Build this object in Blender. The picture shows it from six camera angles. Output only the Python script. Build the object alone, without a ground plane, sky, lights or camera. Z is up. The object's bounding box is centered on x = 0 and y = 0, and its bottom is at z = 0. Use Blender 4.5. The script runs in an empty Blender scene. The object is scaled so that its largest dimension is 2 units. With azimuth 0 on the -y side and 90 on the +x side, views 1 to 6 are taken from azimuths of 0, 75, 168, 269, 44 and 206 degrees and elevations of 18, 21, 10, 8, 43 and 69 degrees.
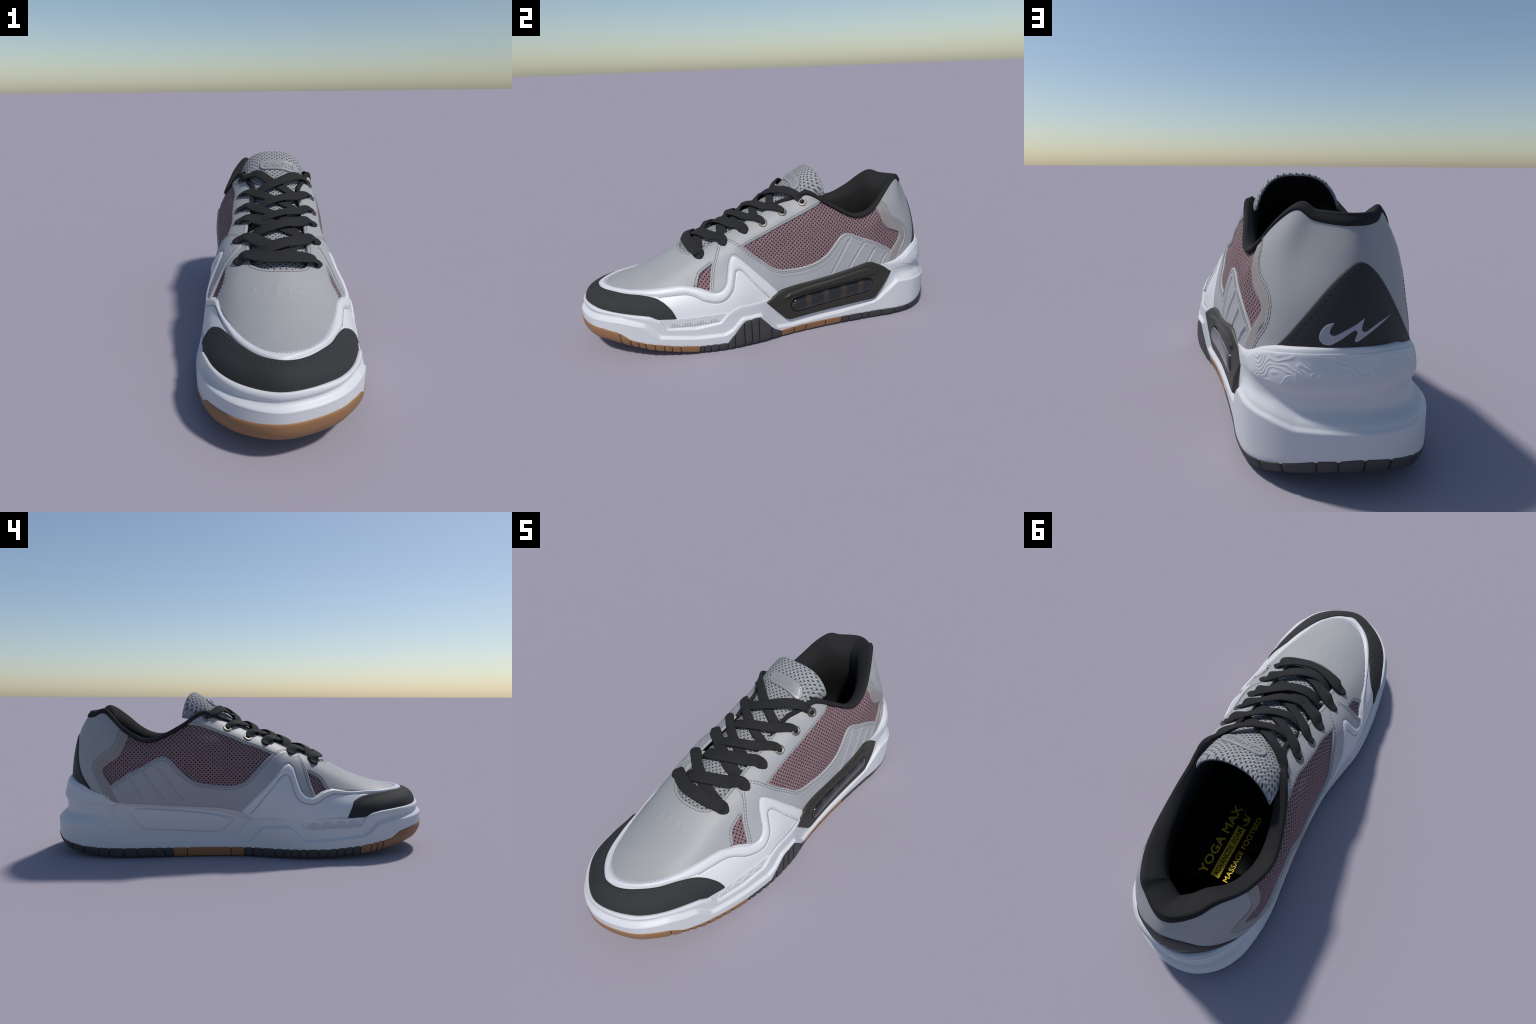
# ---------------------------------------------------------------- geometry
import math
import numpy as np

def crom(knots, vals, x, period=None):
    """Smooth (C1, non-uniform) interpolation of vals at x; periodic if period."""
    k = np.asarray(knots, float); v = np.asarray(vals, float)
    if v.ndim == 1: v = v[:, None]
    x = np.asarray(x, float)
    if period:
        k = np.concatenate([k[-3:] - period, k, k[:3] + period])
        v = np.concatenate([v[-3:], v, v[:3]])
        x = np.mod(x - k[3], period) + k[3]
    d = np.diff(k)[:, None]; s = np.diff(v, axis=0) / d
    m = np.empty_like(v); m[0] = s[0]; m[-1] = s[-1]
    m[1:-1] = (s[:-1] * d[1:] + s[1:] * d[:-1]) / (d[1:] + d[:-1])
    i = np.clip(np.searchsorted(k, x, side='right') - 1, 0, len(k) - 2)
    h = (k[i + 1] - k[i]); t = np.clip((x - k[i]) / h, 0, 1)[..., None]; h = h[..., None]
    t2 = t * t; t3 = t2 * t
    return ((2*t3-3*t2+1)*v[i] + (t3-2*t2+t)*h*m[i] + (3*t2-2*t3)*v[i+1] + (t3-t2)*h*m[i+1])

def lin(knots, vals, x):
    return np.interp(x, knots, vals)

def sstep(e0, e1, x):
    t = np.clip((np.asarray(x, float) - e0) / (e1 - e0), 0, 1)
    return t * t * (3 - 2 * t)

# footprint of the sole, plan view, from the heel round the inner side to the
# toe and back along the outer side
FOOT = np.array([
 (-.04,.998),(-.15,.972),(-.235,.912),(-.29,.83),(-.317,.72),(-.320,.60),(-.308,.46),(-.293,.28),
 (-.287,.12),(-.292,-.02),(-.318,-.17),(-.344,-.30),(-.349,-.42),(-.338,-.56),(-.308,-.72),(-.25,-.86),
 (-.155,-.955),(-.03,-.998),(.095,-.970),(.19,-.915),(.258,-.82),(.302,-.69),(.328,-.55),(.344,-.40),
 (.350,-.25),(.342,-.12),(.316,.02),(.302,.2),(.299,.4),(.300,.58),(.290,.72),(.258,.83),(.195,.92),(.09,.978)])
_q = np.concatenate([FOOT, FOOT[:1]])
_cl = np.concatenate([[0], np.cumsum(np.hypot(*np.diff(_q, axis=0).T))])
FLEN = _cl[-1]
FK = _cl[:-1] / FLEN                       # knot positions, 0..1 round the sole
# the heel block swells a little beyond that line
for _i, _p in ((0, (-.04, 1.0)), (1, (-.15, .982)), (2, (-.234, .924)), (3, (-.288, .836)), (4, (-.314, .72)), (-3, (.249, .820)), (-2, (.188, .905)), (-1, (.088, .968)),
               (-9, (.340, -.12)), (-8, (.307, .02)), (-7, (.284, .2)), (-6, (.273, .4)), (-5, (.269, .58)), (-4, (.269, .72))):
    FOOT[_i] = _p

def foot(a):
    return crom(FK, FOOT, a, 1.0)
def foot_n(a):
    e = 1e-3
    t = foot(np.asarray(a) + e) - foot(np.asarray(a) - e)
    t /= np.linalg.norm(t, axis=-1, keepdims=True)
    return np.stack([t[..., 1], -t[..., 0]], -1) * FSIGN
FSIGN = 1.0
_test = foot_n(np.array([0.0]))[0]
if _test[1] < 0: FSIGN = -1.0

_A = np.linspace(0, 1, 4001)[:-1]; _FP = foot(_A)
def near_a(p):
    return _A[np.argmin(((_FP - np.asarray(p)[:2]) ** 2).sum(1))]
def yside(y, side):
    """foot parameter for a given y on side -1 (inner) or +1 (outer)"""
    aT = near_a((-.03, -.998))
    m = _A < aT if side < 0 else _A >= aT
    j = np.argmin(np.abs(_FP[m][:, 1] - y)); return _A[m][j]

# cross-sections of the upper: base at the sole, low, mid, high, top
SPX = -.01
SECT = [
 ((-.035,.918,.30),(-.035,.922,.40),(-.037,.905,.53),(-.04,.873,.64),(-.04,.820,.735)),
 ((-.165,.865,.30),(-.165,.870,.38),(-.160,.850,.50),(-.150,.805,.62),(-.125,.765,.735)),
 ((-.26,.765,.29),(-.249,.763,.38),(-.235,.750,.50),(-.218,.715,.635),(-.17,.70,.745)),
 ((-.288,.69,.28),(-.284,.685,.37),(-.267,.682,.49),(-.250,.663,.605),(-.206,.655,.706)),
 ((-.31,.60,.27),(-.315,.60,.36),(-.298,.60,.47),(-.275,.60,.56),(-.232,.605,.66)),
 ((-.306,.47,.26),(-.311,.47,.36),(-.306,.47,.45),(-.298,.475,.53),(-.262,.475,.600)),
 ((-.295,.33,.25),(-.306,.33,.35),(-.305,.33,.46),(-.281,.325,.57),(-.222,.315,.668)),
 ((-.285,.2,.24),(-.293,.2,.35),(-.283,.2,.48),(-.240,.2,.61),(-.155,.195,.745)),
 ((-.285,.08,.23),(-.291,.08,.34),(-.275,.08,.47),(-.190,.08,.64),(SPX,.08,.712)),
 ((-.295,-.06,.20),(-.297,-.06,.31),(-.272,-.06,.43),(-.19,-.06,.585),(SPX,-.06,.655)),
 ((-.32,-.2,.17),(-.318,-.2,.28),(-.285,-.2,.40),(-.200,-.2,.535),(SPX,-.2,.597)),
 ((-.33,-.36,.15),(-.315,-.36,.26),(-.272,-.36,.36),(-.18,-.37,.475),(SPX,-.37,.522)),
 ((-.315,-.55,.14),(-.300,-.55,.23),(-.262,-.55,.30),(-.165,-.56,.385),(SPX,-.56,.421)),
 ((-.285,-.72,.16),(-.27,-.715,.245),(-.225,-.71,.295),(-.13,-.70,.345),(SPX,-.68,.374)),
 ((-.215,-.86,.19),(-.205,-.85,.268),(-.165,-.83,.306),(-.095,-.79,.333),(SPX,-.75,.352)),
 ((-.125,-.935,.20),(-.118,-.925,.27),(-.098,-.895,.309),(-.055,-.845,.327),(SPX,-.79,.341)),
 ((-.02,-.968,.21),(-.02,-.960,.272),(-.018,-.93,.309),(-.014,-.88,.323),(SPX,-.82,.335)),
 ((.085,-.945,.20),(.078,-.935,.27),(.065,-.90,.309),(.035,-.85,.327),(SPX,-.79,.341)),
 ((.185,-.875,.19),(.175,-.865,.268),(.14,-.84,.306),(.075,-.795,.333),(SPX,-.75,.352)),
 ((.268,-.72,.16),(.25,-.715,.245),(.205,-.71,.295),(.11,-.70,.345),(SPX,-.68,.374)),
 ((.305,-.55,.14),(.287,-.55,.225),(.245,-.55,.29),(.15,-.56,.38),(SPX,-.56,.421)),
 ((.325,-.36,.15),(.300,-.36,.25),(.253,-.36,.335),(.156,-.37,.46),(SPX,-.37,.522)),
 ((.325,-.2,.17),(.308,-.2,.28),(.253,-.2,.395),(.172,-.2,.53),(SPX,-.2,.597)),
 ((.31,-.06,.19),(.285,-.06,.29),(.238,-.06,.42),(.168,-.06,.585),(SPX,-.06,.655)),
 ((.285,.08,.22),(.263,.08,.32),(.235,.08,.45),(.176,.08,.64),(SPX,.08,.712)),
 ((.28,.2,.23),(.265,.2,.34),(.247,.2,.48),(.210,.2,.62),(.145,.195,.745)),
 ((.275,.33,.24),(.268,.33,.36),(.253,.33,.48),(.227,.33,.58),(.180,.315,.675)),
 ((.272,.47,.25),(.262,.47,.35),(.249,.47,.44),(.230,.47,.52),(.202,.475,.595)),
 ((.255,.6,.27),(.242,.6,.36),(.229,.6,.46),(.212,.6,.56),(.172,.605,.645)),
 ((.240,.66,.275),(.227,.660,.37),(.213,.657,.48),(.188,.650,.60),(.142,.660,.700)),
 ((.226,.72,.28),(.214,.722,.38),(.197,.715,.49),(.165,.70,.63),(.108,.712,.745)),
 ((.120,.865,.30),(.120,.872,.38),(.110,.850,.50),(.088,.80,.63),(.045,.785,.742)),
]
S = np.array(SECT)
SA = np.array([near_a(s[0]) for s in SECT]); SA[0] = 0.0
TK = np.array([0, .25, .5, .75, 1.0])
def upper(a, t):
    """point of the bare upper at foot parameter a, height parameter t (0..1)"""
    a = np.asarray(a, float); t = np.asarray(t, float)
    rows = [crom(SA, S[:, j], a, 1.0) for j in range(5)]
    B = np.stack(rows, -2)
    y = B[..., 4, 1]
    w = sstep(.20, .08, y)[..., None]                 # front: round over the spine
    mir = B[..., 3, :] * np.array([-1, 1, 1]) + np.array([2 * SPX, 0, 0])
    free = B[..., 4, :] * 2 - B[..., 3, :]
    gh = mir * w + free * (1 - w)
    lo = B[..., 0, :] * 2 - B[..., 1, :]
    Q = np.concatenate([lo[..., None, :], B, gh[..., None, :]], -2)
    u = np.clip(t, 0, 1) * 4
    i = np.clip(np.floor(u).astype(int), 0, 3); f = (u - i)[..., None]
    g = lambda k: np.take_along_axis(Q, (i + k)[..., None, None], -2)[..., 0, :]
    p0, p1, p2, p3 = g(0), g(1), g(2), g(3)
    return .5*((2*p1)+(-p0+p2)*f+(2*p0-5*p1+4*p2-p3)*f*f+(-p0+3*p1-3*p2+p3)*f**3)
def frame(fn, a, t, ea=4e-4, et=2e-3):
    a = np.asarray(a, float); t = np.asarray(t, float)
    t0 = np.clip(t - et, 0, 1); t1 = np.clip(t + et, 0, 1)
    Da = (fn(a + ea, t) - fn(a - ea, t)) / (2 * ea)
    Dt = (fn(a, t1) - fn(a, t0)) / (t1 - t0)[..., None]
    return Da, Dt
def unit(v):
    return v / np.maximum(np.linalg.norm(v, axis=-1, keepdims=True), 1e-12)
def upper_n(a, t):
    Da, Dt = frame(upper, a, t)
    return unit(np.cross(Dt, Da)) * NSIGN
NSIGN = 1.0
_n = upper_n(np.array([yside(.4, 1)]), np.array([.4]))[0]
if _n[0] < 0: NSIGN = -1.0
# ---------------------------------------------------------------- blender helpers
import bpy, bmesh, random
from mathutils import Vector, Matrix, noise
from mathutils.kdtree import KDTree
from mathutils.bvhtree import BVHTree
from mathutils.geometry import delaunay_2d_cdt

random.seed(7)
SHOE = bpy.data.objects.new("sneaker", None)
bpy.context.scene.collection.objects.link(SHOE)
SHOE["label"] = "low grey, white and mauve sneaker with black laces"
SHOE["category"] = "sneaker"

def add(name, verts, faces, mat, parent=SHOE, smooth=True, stuff=False):
    me = bpy.data.meshes.new(name)
    me.from_pydata([tuple(map(float, v)) for v in verts], [], [tuple(map(int, f)) for f in faces])
    me.validate()
    if smooth:
        me.polygons.foreach_set("use_smooth", [True] * len(me.polygons))
    me.materials.append(mat)
    ob = bpy.data.objects.new(name, me)
    bpy.context.scene.collection.objects.link(ob)
    ob.parent = parent
    if stuff: ob["kind"] = "stuff"
    me.update()
    return ob

def tree(pts):
    kd = KDTree(len(pts))
    for i, p in enumerate(pts): kd.insert(p if len(p) == 3 else (p[0], p[1], 0.0), i)
    kd.balance(); return kd
def dists(kd, pts):
    return np.array([kd.find(p if len(p) == 3 else (p[0], p[1], 0.0))[2] for p in pts])

def spline(pts, n=40):
    """dense open curve through chart points"""
    p = np.asarray(pts, float)
    if len(p) < 3:
        return np.array([p[0] + (p[-1] - p[0]) * s for s in np.linspace(0, 1, n)])
    sc = np.array([FLEN, .5])[:p.shape[1]] if p.shape[1] == 2 else 1.0
    k = np.concatenate([[0], np.cumsum(np.linalg.norm(np.diff(p * sc, axis=0), axis=1) ** .7)])
    return crom(k, p, np.linspace(0, k[-1], n * (len(p) - 1) // 2 + 2))
def joined(curves):
    out = [spline(c) for c in curves]
    q = np.concatenate(out)
    keep = np.ones(len(q), bool)
    keep[1:] = np.abs(np.diff(q, axis=0)).sum(1) > 1e-7
    q = q[keep]
    if np.abs(q[0] - q[-1]).sum() < 1e-7: q = q[:-1]
    return q
def resample(q, P, step, closed=True):
    if closed:
        q = np.concatenate([q, q[:1]]); P = np.concatenate([P, P[:1]])
    s = np.concatenate([[0], np.cumsum(np.linalg.norm(np.diff(P, axis=0), axis=1))])
    n = max(int(round(s[-1] / step)), 3)
    x = np.linspace(0, s[-1], n + 1)
    if closed: x = x[:-1]
    return np.stack([np.interp(x, s, q[:, i]) for i in range(q.shape[1])], 1)
def inside(poly, pts):
    res = np.zeros(len(pts), bool)
    x, y = pts[:, 0], pts[:, 1]
    a = poly; b = np.roll(poly, -1, axis=0)
    for (x0, y0), (x1, y1) in zip(a, b):
        if y0 == y1: continue
        c = (y0 > y) != (y1 > y)
        res ^= c & (x < (x1 - x0) * (y - y0) / (y1 - y0) + x0)
    return res

class Chart:
    """a curved surface addressed by two numbers; sc makes them roughly metres"""
    def __init__(s, fn, nfn, sc): s.fn, s.nfn, s.sc = fn, nfn, np.array(sc)
    def at(s, q): q = np.asarray(q, float); return s.fn(q[:, 0], q[:, 1])
    def nrm(s, q): q = np.asarray(q, float); return s.nfn(q[:, 0], q[:, 1])

def panel(name, chart, curves, thick, mat, base=0.0, h=.006, r=.007, relief=None,
          holes=(), sink=.006, edge=.35, parent=SHOE, step=None):
    """a sheet of material lying on the chart: outline, rounded edge, thickness"""
    sc = chart.sc
    step = step or h * .8
    loops = []
    for cv in [curves] + list(holes):
        q = joined(cv)
        loops.append(resample(q, chart.at(q), step) * sc)
    outer = loops[0]
    P2 = []; E = []; nb = 0
    for lp in loops:
        n = len(lp); E += [(nb + i, nb + (i + 1) % n) for i in range(n)]
        P2.append(lp); nb += n
    bnd = np.concatenate(loops); kd = tree(bnd)
    def ok(pts, dmin):
        m = inside(outer, pts)
        for hl in loops[1:]: m &= ~inside(hl, pts)
        pts = pts[m]
        return pts[dists(kd, pts) > dmin] if len(pts) else pts
    used = [bnd]
    for rr in (.3 * r, r):
        for lp in loops:
            t = unit(np.roll(lp, -1, 0) - np.roll(lp, 1, 0)); nn = np.stack([-t[:, 1], t[:, 0]], 1)
            for sg in (1, -1):
                c = ok(lp + nn * rr * sg, rr * .93)
                if len(c): P2.append(c)
    lo, hi = outer.min(0), outer.max(0)
    gx = np.arange(lo[0], hi[0], h); gy = np.arange(lo[1], hi[1], h * .866)
    G = np.stack(np.meshgrid(gx, gy, indexing='ij'), -1)
    G[:, 1::2, 0] += h / 2
    c = ok(G.reshape(-1, 2), r + .45 * h)
    if len(c): P2.append(c)
    P2 = np.concatenate(P2)
    vs, es, fs, *_ = delaunay_2d_cdt([Vector(p) for p in P2], E, [], 0, 1e-6)
    V2 = np.array([(v.x, v.y) for v in vs]); T = np.array([f[:3] for f in fs])
    cen = V2[T].mean(1)
    m = inside(outer, cen)
    for hl in loops[1:]: m &= ~inside(hl, cen)
    tv = V2[T]; ar = np.abs((tv[:, 1, 0] - tv[:, 0, 0]) * (tv[:, 2, 1] - tv[:, 0, 1]) - (tv[:, 1, 1] - tv[:, 0, 1]) * (tv[:, 2, 0] - tv[:, 0, 0]))
    T = T[m & (ar > 1e-8)]
    q = V2 / sc
    B = chart.at(q); N = chart.nrm(q)
    d = dists(tree(chart.at(bnd / sc)), B)
    k = np.clip(d / r, 0, 1)
    off = base + thick * (edge + (1 - edge) * np.sqrt(np.clip(1 - (1 - k) ** 2, 0, 1)))
    if relief is not None: off = off + relief(B, q, d)
    P = B + N * off[:, None]
    # orient
    tri = P[T]; fn_ = np.cross(tri[:, 1] - tri[:, 0], tri[:, 2] - tri[:, 0])
    flip = (fn_ * N[T[:, 0]]).sum(1) < 0
    T[flip] = T[flip][:, ::-1]
    # side wall
    cnt = {}
    for f in T:
        for i in range(3):
            e = (f[i], f[(i + 1) % 3]); cnt[e] = cnt.get(e, 0) + 1
    bed = [e for e in cnt if (e[1], e[0]) not in cnt]
    low = {}; extra = []
    for e in bed:
        for v in e:
            if v not in low:
                low[v] = len(P) + len(extra); extra.append(B[v] + N[v] * (base - sink))
    faces = [tuple(f) for f in T] + [(e[1], e[0], low[e[0]], low[e[1]]) for e in bed]
    PV = np.concatenate([P, np.array(extra)]) if extra else P
    return add(name, PV, faces, mat, parent)

def chart_curve(chart, q, step=.004):
    q = spline(q) if not isinstance(q, np.ndarray) else q
    return resample(q, chart.at(q), step, closed=False)

def inset(chart, q, d):
    """shift a chart curve sideways by d metres (left of travel, seen from outside)"""
    P = chart.at(q); N = chart.nrm(q)
    t = unit(np.gradient(P, axis=0)); b = unit(np.cross(N, t))
    e = 1e-3
    du = (chart.at(q + [e / chart.sc[0], 0]) - chart.at(q - [e / chart.sc[0], 0])) / (2 * e)
    dv = (chart.at(q + [0, e / chart.sc[1]]) - chart.at(q - [0, e / chart.sc[1]])) / (2 * e)
    out = []
    for i in range(len(q)):
        A = np.stack([du[i], dv[i]], 1)
        x, *_ = np.linalg.lstsq(A, b[i] * d, rcond=None)
        out.append(q[i] + x / chart.sc)
    return np.array(out)

def tube_mesh(path, up, rx, rz, n=10, V=None, F=None, caps=True, power=2.0):
    """sweep a flattened round section along path"""
    V = [] if V is None else V; F = [] if F is None else F
    path = np.asarray(path); up = np.asarray(up)
    t = unit(np.gradient(path, axis=0)); b = unit(np.cross(t, up)); u = np.cross(b, t)
    rx = np.broadcast_to(rx, len(path)); rz = np.broadcast_to(rz, len(path))
    o = len(V)
    th = np.linspace(0, 2 * np.pi, n, endpoint=False)
    cx = np.sign(np.cos(th)) * np.abs(np.cos(th)) ** (2 / power); cz = np.sign(np.sin(th)) * np.abs(np.sin(th)) ** (2 / power)
    for i in range(len(path)):
        for j in range(n): V.append(path[i] + b[i] * rx[i] * cx[j] + u[i] * rz[i] * cz[j])
    for i in range(len(path) - 1):
        for j in range(n):
            a0 = o + i * n + j; a1 = o + i * n + (j + 1) % n
            F.append((a0, a1, a1 + n, a0 + n))
    if caps:
        F.append(tuple(o + j for j in range(n))[::-1]); F.append(tuple(o + (len(path) - 1) * n + j for j in range(n)))
    return V, F

STITCH = {}
def stitches(chart, q, height, mat, dash=.010, gap=.006, rad=.0012, groove=None):
    """a row of separate stitches, plus a thin, darker tube laid along the same line"""
    st = STITCH.setdefault(mat.name, [mat, [], []])
    q = chart_curve(chart, q, .001) if not isinstance(q, np.ndarray) else resample(q, chart.at(q), .001, False)
    P = chart.at(q); N = chart.nrm(q)
    P = P + N * (height if np.isscalar(height) else np.array(height)[:, None])
    i = 0; nd = int(dash / .001); ng = int(gap / .001)
    while i + nd < len(P):
        k = np.linspace(i, i + nd, 5).astype(int)
        lift = np.array([-.6, .5, .8, .5, -.6]) * rad
        tube_mesh(P[k] + N[k] * lift[:, None], N[k], rad * np.array([.6, 1, 1, 1, .6]), rad * np.array([.6, 1, 1, 1, .6]), 6, st[1], st[2])
        i += nd + ng
    if groove is not None:
        sg = STITCH.setdefault(groove.name, [groove, [], []])
        k = np.arange(0, len(P), 5)
        tube_mesh(P[k] - N[k] * .0004, N[k], .0017, .0009, 6, sg[1], sg[2])

# ---------------------------------------------------------------- materials
def mat_new(name, rgb, rough=.5, spec=.5, **kw):
    m = bpy.data.materials.new(name); m.use_nodes = True
    nt = m.node_tree; b = nt.nodes["Principled BSDF"]
    b.inputs["Base Color"].default_value = (*rgb, 1); b.inputs["Roughness"].default_value = rough
    b.inputs["Specular IOR Level"].default_value = spec
    for k, v in kw.items(): b.inputs[k.replace("_", " ")].default_value = v
    return m, nt, b
def nd(nt, typ, **kw):
    n = nt.nodes.new(typ)
    for k, v in kw.items(): setattr(n, k, v)
    return n
def mth(nt, op, a, b=None):
    n = nd(nt, "ShaderNodeMath", operation=op)
    for i, x in enumerate((a, b)):
        if x is None: continue
        if isinstance(x, (int, float)): n.inputs[i].default_value = x
        else: nt.links.new(x, n.inputs[i])
    return n.outputs[0]
def grain(m, rgb, var=.06, scale=60, bump=.15, bscale=220, dist=.002, big=3.0):
    """soft colour variation and a fine leather/rubber grain"""
    nt = m.node_tree; b = nt.nodes["Principled BSDF"]
    tc = nd(nt, "ShaderNodeTexCoord")
    n1 = nd(nt, "ShaderNodeTexNoise"); n1.inputs["Scale"].default_value = big; n1.inputs["Detail"].default_value = 6
    nt.links.new(tc.outputs["Object"], n1.inputs["Vector"])
    cr = nd(nt, "ShaderNodeValToRGB")
    cr.color_ramp.elements[0].position = .3; cr.color_ramp.elements[1].position = .7
    cr.color_ramp.elements[0].color = (*[c * (1 - var) for c in rgb], 1)
    cr.color_ramp.elements[1].color = (*[min(c * (1 + var), 1) for c in rgb], 1)
    nt.links.new(n1.outputs[0], cr.inputs[0]); nt.links.new(cr.outputs[0], b.inputs["Base Color"])
    n2 = nd(nt, "ShaderNodeTexNoise"); n2.inputs["Scale"].default_value = bscale; n2.inputs["Detail"].default_value = 4
    nt.links.new(tc.outputs["Object"], n2.inputs["Vector"])
    bp = nd(nt, "ShaderNodeBump"); bp.inputs["Strength"].default_value = bump; bp.inputs["Distance"].default_value = dist
    nt.links.new(n2.outputs[0], bp.inputs["Height"]); nt.links.new(bp.outputs[0], b.inputs["Normal"])

def plain(name, rgb, rough=.5, spec=.5, **g):
    m, nt, b = mat_new(name, rgb, rough, spec); grain(m, rgb, **g); return m

def knit(name, light, dark, pu, pv, axes, twill=1.0, rough=.85, hole=.55):
    """open knit: staggered dark holes between bright, slanting yarns"""
    m, nt, b = mat_new(name, light, rough, .3)
    tc = nd(nt, "ShaderNodeTexCoord"); sp = nd(nt, "ShaderNodeSeparateXYZ")
    wob = nd(nt, "ShaderNodeTexNoise"); wob.inputs["Scale"].default_value = 30
    nt.links.new(tc.outputs["Object"], wob.inputs["Vector"])
    vm = nd(nt, "ShaderNodeMixRGB"); vm.inputs[0].default_value = .004
    nt.links.new(tc.outputs["Object"], vm.inputs[1]); nt.links.new(wob.outputs["Color"], vm.inputs[2])
    nt.links.new(vm.outputs[0], sp.inputs[0])
    o = {"x": sp.outputs[0], "y": sp.outputs[1], "z": sp.outputs[2]}
    u = o[axes[0]]
    if len(axes) == 3: u = o[axes[0]]; v = mth(nt, "ADD", mth(nt, "MULTIPLY", o[axes[1]], .75), mth(nt, "MULTIPLY", o[axes[2]], .65))
    else: v = o[axes[1]]
    U = mth(nt, "MULTIPLY", u, 1 / pu); Vv = mth(nt, "MULTIPLY", v, 1 / pv)
    p = mth(nt, "ADD", U, Vv); q = mth(nt, "SUBTRACT", U, Vv)
    tau = 6.283185
    c1 = mth(nt, "COSINE", mth(nt, "MULTIPLY", p, tau)); c2 = mth(nt, "COSINE", mth(nt, "MULTIPLY", q, tau))
    s = mth(nt, "ADD", c1, c2)                              # 2 at a hole, -2 between
    holes = nd(nt, "ShaderNodeMapRange", interpolation_type='SMOOTHSTEP')
    holes.inputs[1].default_value = hole; holes.inputs[2].default_value = hole + .95
    nt.links.new(s, holes.inputs[0])
    # yarns: fine slanting ribs
    y1 = mth(nt, "SINE", mth(nt, "MULTIPLY", mth(nt, "ADD", mth(nt, "MULTIPLY", U, 1.0), mth(nt, "MULTIPLY", Vv, 3.0)), tau))
    y2 = mth(nt, "SINE", mth(nt, "MULTIPLY", mth(nt, "SUBTRACT", mth(nt, "MULTIPLY", U, 2.0), mth(nt, "MULTIPLY", Vv, 1.0)), tau))
    yy = mth(nt, "MULTIPLY", mth(nt, "ADD", y1, y2), .25 * twill)
    ns = nd(nt, "ShaderNodeTexNoise"); ns.inputs["Scale"].default_value = 180; ns.inputs["Detail"].default_value = 3
    nt.links.new(tc.outputs["Object"], ns.inputs["Vector"])
    shade = mth(nt, "ADD", mth(nt, "MULTIPLY", yy, .45), mth(nt, "MULTIPLY", ns.outputs[0], .9))
    cr = nd(nt, "ShaderNodeValToRGB")
    cr.color_ramp.elements[0].position = .1; cr.color_ramp.elements[1].position = .9
    cr.color_ramp.elements[0].color = (*[c * .55 for c in light], 1); cr.color_ramp.elements[1].color = (*[min(1, c * 1.4) for c in light], 1)
    nt.links.new(shade, cr.inputs[0])
    mx = nd(nt, "ShaderNodeMixRGB"); nt.links.new(holes.outputs[0], mx.inputs[0]); nt.links.new(cr.outputs[0], mx.inputs[1])
    mx.inputs[2].default_value = (*dark, 1); nt.links.new(mx.outputs[0], b.inputs["Base Color"])
    hgt = mth(nt, "SUBTRACT", mth(nt, "MULTIPLY", yy, .5), mth(nt, "MULTIPLY", holes.outputs[0], 1.6))
    bp = nd(nt, "ShaderNodeBump"); bp.inputs["Strength"].default_value = .8; bp.inputs["Distance"].default_value = .004
    nt.links.new(hgt, bp.inputs["Height"]); nt.links.new(bp.outputs[0], b.inputs["Normal"])
    return m

M_GREY = plain("grey_leather", (.325, .330, .338), .52, .42, var=.04, bump=.12, bscale=160)
M_GREYQ = plain("grey_smooth_leather", (.35, .355, .372), .5, .42, var=.03, bump=.10, bscale=160)
M_WHITE = plain("white_leather", (.62, .625, .65), .42, .45, var=.02, bump=.08, bscale=150)
M_FOAM = plain("white_foam", (.60, .61, .635), .48, .42, var=.02, bump=.06, bscale=260)
M_BLACKSUEDE = plain("dark_toe_suede", (.027, .028, .029), .78, .28, var=.08, bump=.35, bscale=300)
M_BLACK = plain("black_leather", (.024, .024, .026), .6, .35, var=.1, bump=.25, bscale=240)
M_LINING = plain("black_lining", (.021, .021, .022), .88, .15, var=.1, bump=.2, bscale=400)
M_DEEP = plain("black_insole", (.012, .012, .013), .9, .1, var=.1, bump=.2, bscale=300)
M_LACE = plain("black_lace", (.021, .021, .022), .85, .2, var=.1, bump=.5, bscale=420, dist=.001)
M_TRIM = plain("warm_grey_trim", (.27, .25, .24), .6, .4, var=.05, bump=.2, bscale=200)
M_GUM = plain("gum_rubber", (.265, .133, .058), .5, .4, var=.08, bump=.12, bscale=200)
M_DARKRUB = plain("dark_rubber", (.050, .048, .050), .6, .4, var=.08, bump=.12, bscale=200)
M_CAGE = plain("dark_olive_plastic", (.027, .025, .019), .5, .42, var=.05, bump=.08, bscale=200)
M_THREADL = plain("light_thread", (.34, .345, .36), .7, .3)
M_THREADW = plain("white_thread", (.62, .62, .65), .7, .3)
M_THREADD = plain("dark_thread", (.05, .05, .052), .8, .2)
M_SEAM = plain("seam_shadow", (.10, .10, .11), .9, .1)
M_SEAMW = plain("pale_seam", (.38, .38, .41), .9, .1)
M_MESH = knit("mauve_knit", (.258, .163, .176), (.019, .011, .016), .0212, .0205, "yz", twill=1.35, hole=.58)
M_TONGUE = knit("grey_knit", (.335, .345, .36), (.050, .053, .061), .0245, .0225, "xyz", hole=.72, twill=1.8)
M_PRINT = plain("grey_print", (.33, .34, .39), .5, .4)
M_YELLOW = plain("yellow_print", (.95, .70, .03), .6, .3, var=.04, big=40)  # yellow lightened to offset the dim light inside the shoe
M_SEAMM = plain("band_seam", (.22, .22, .235), .9, .1)
M_METAL, _nt, _b = mat_new("eyelet_metal", (.24, .215, .18), .38, .5, Metallic=1.0)
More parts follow.
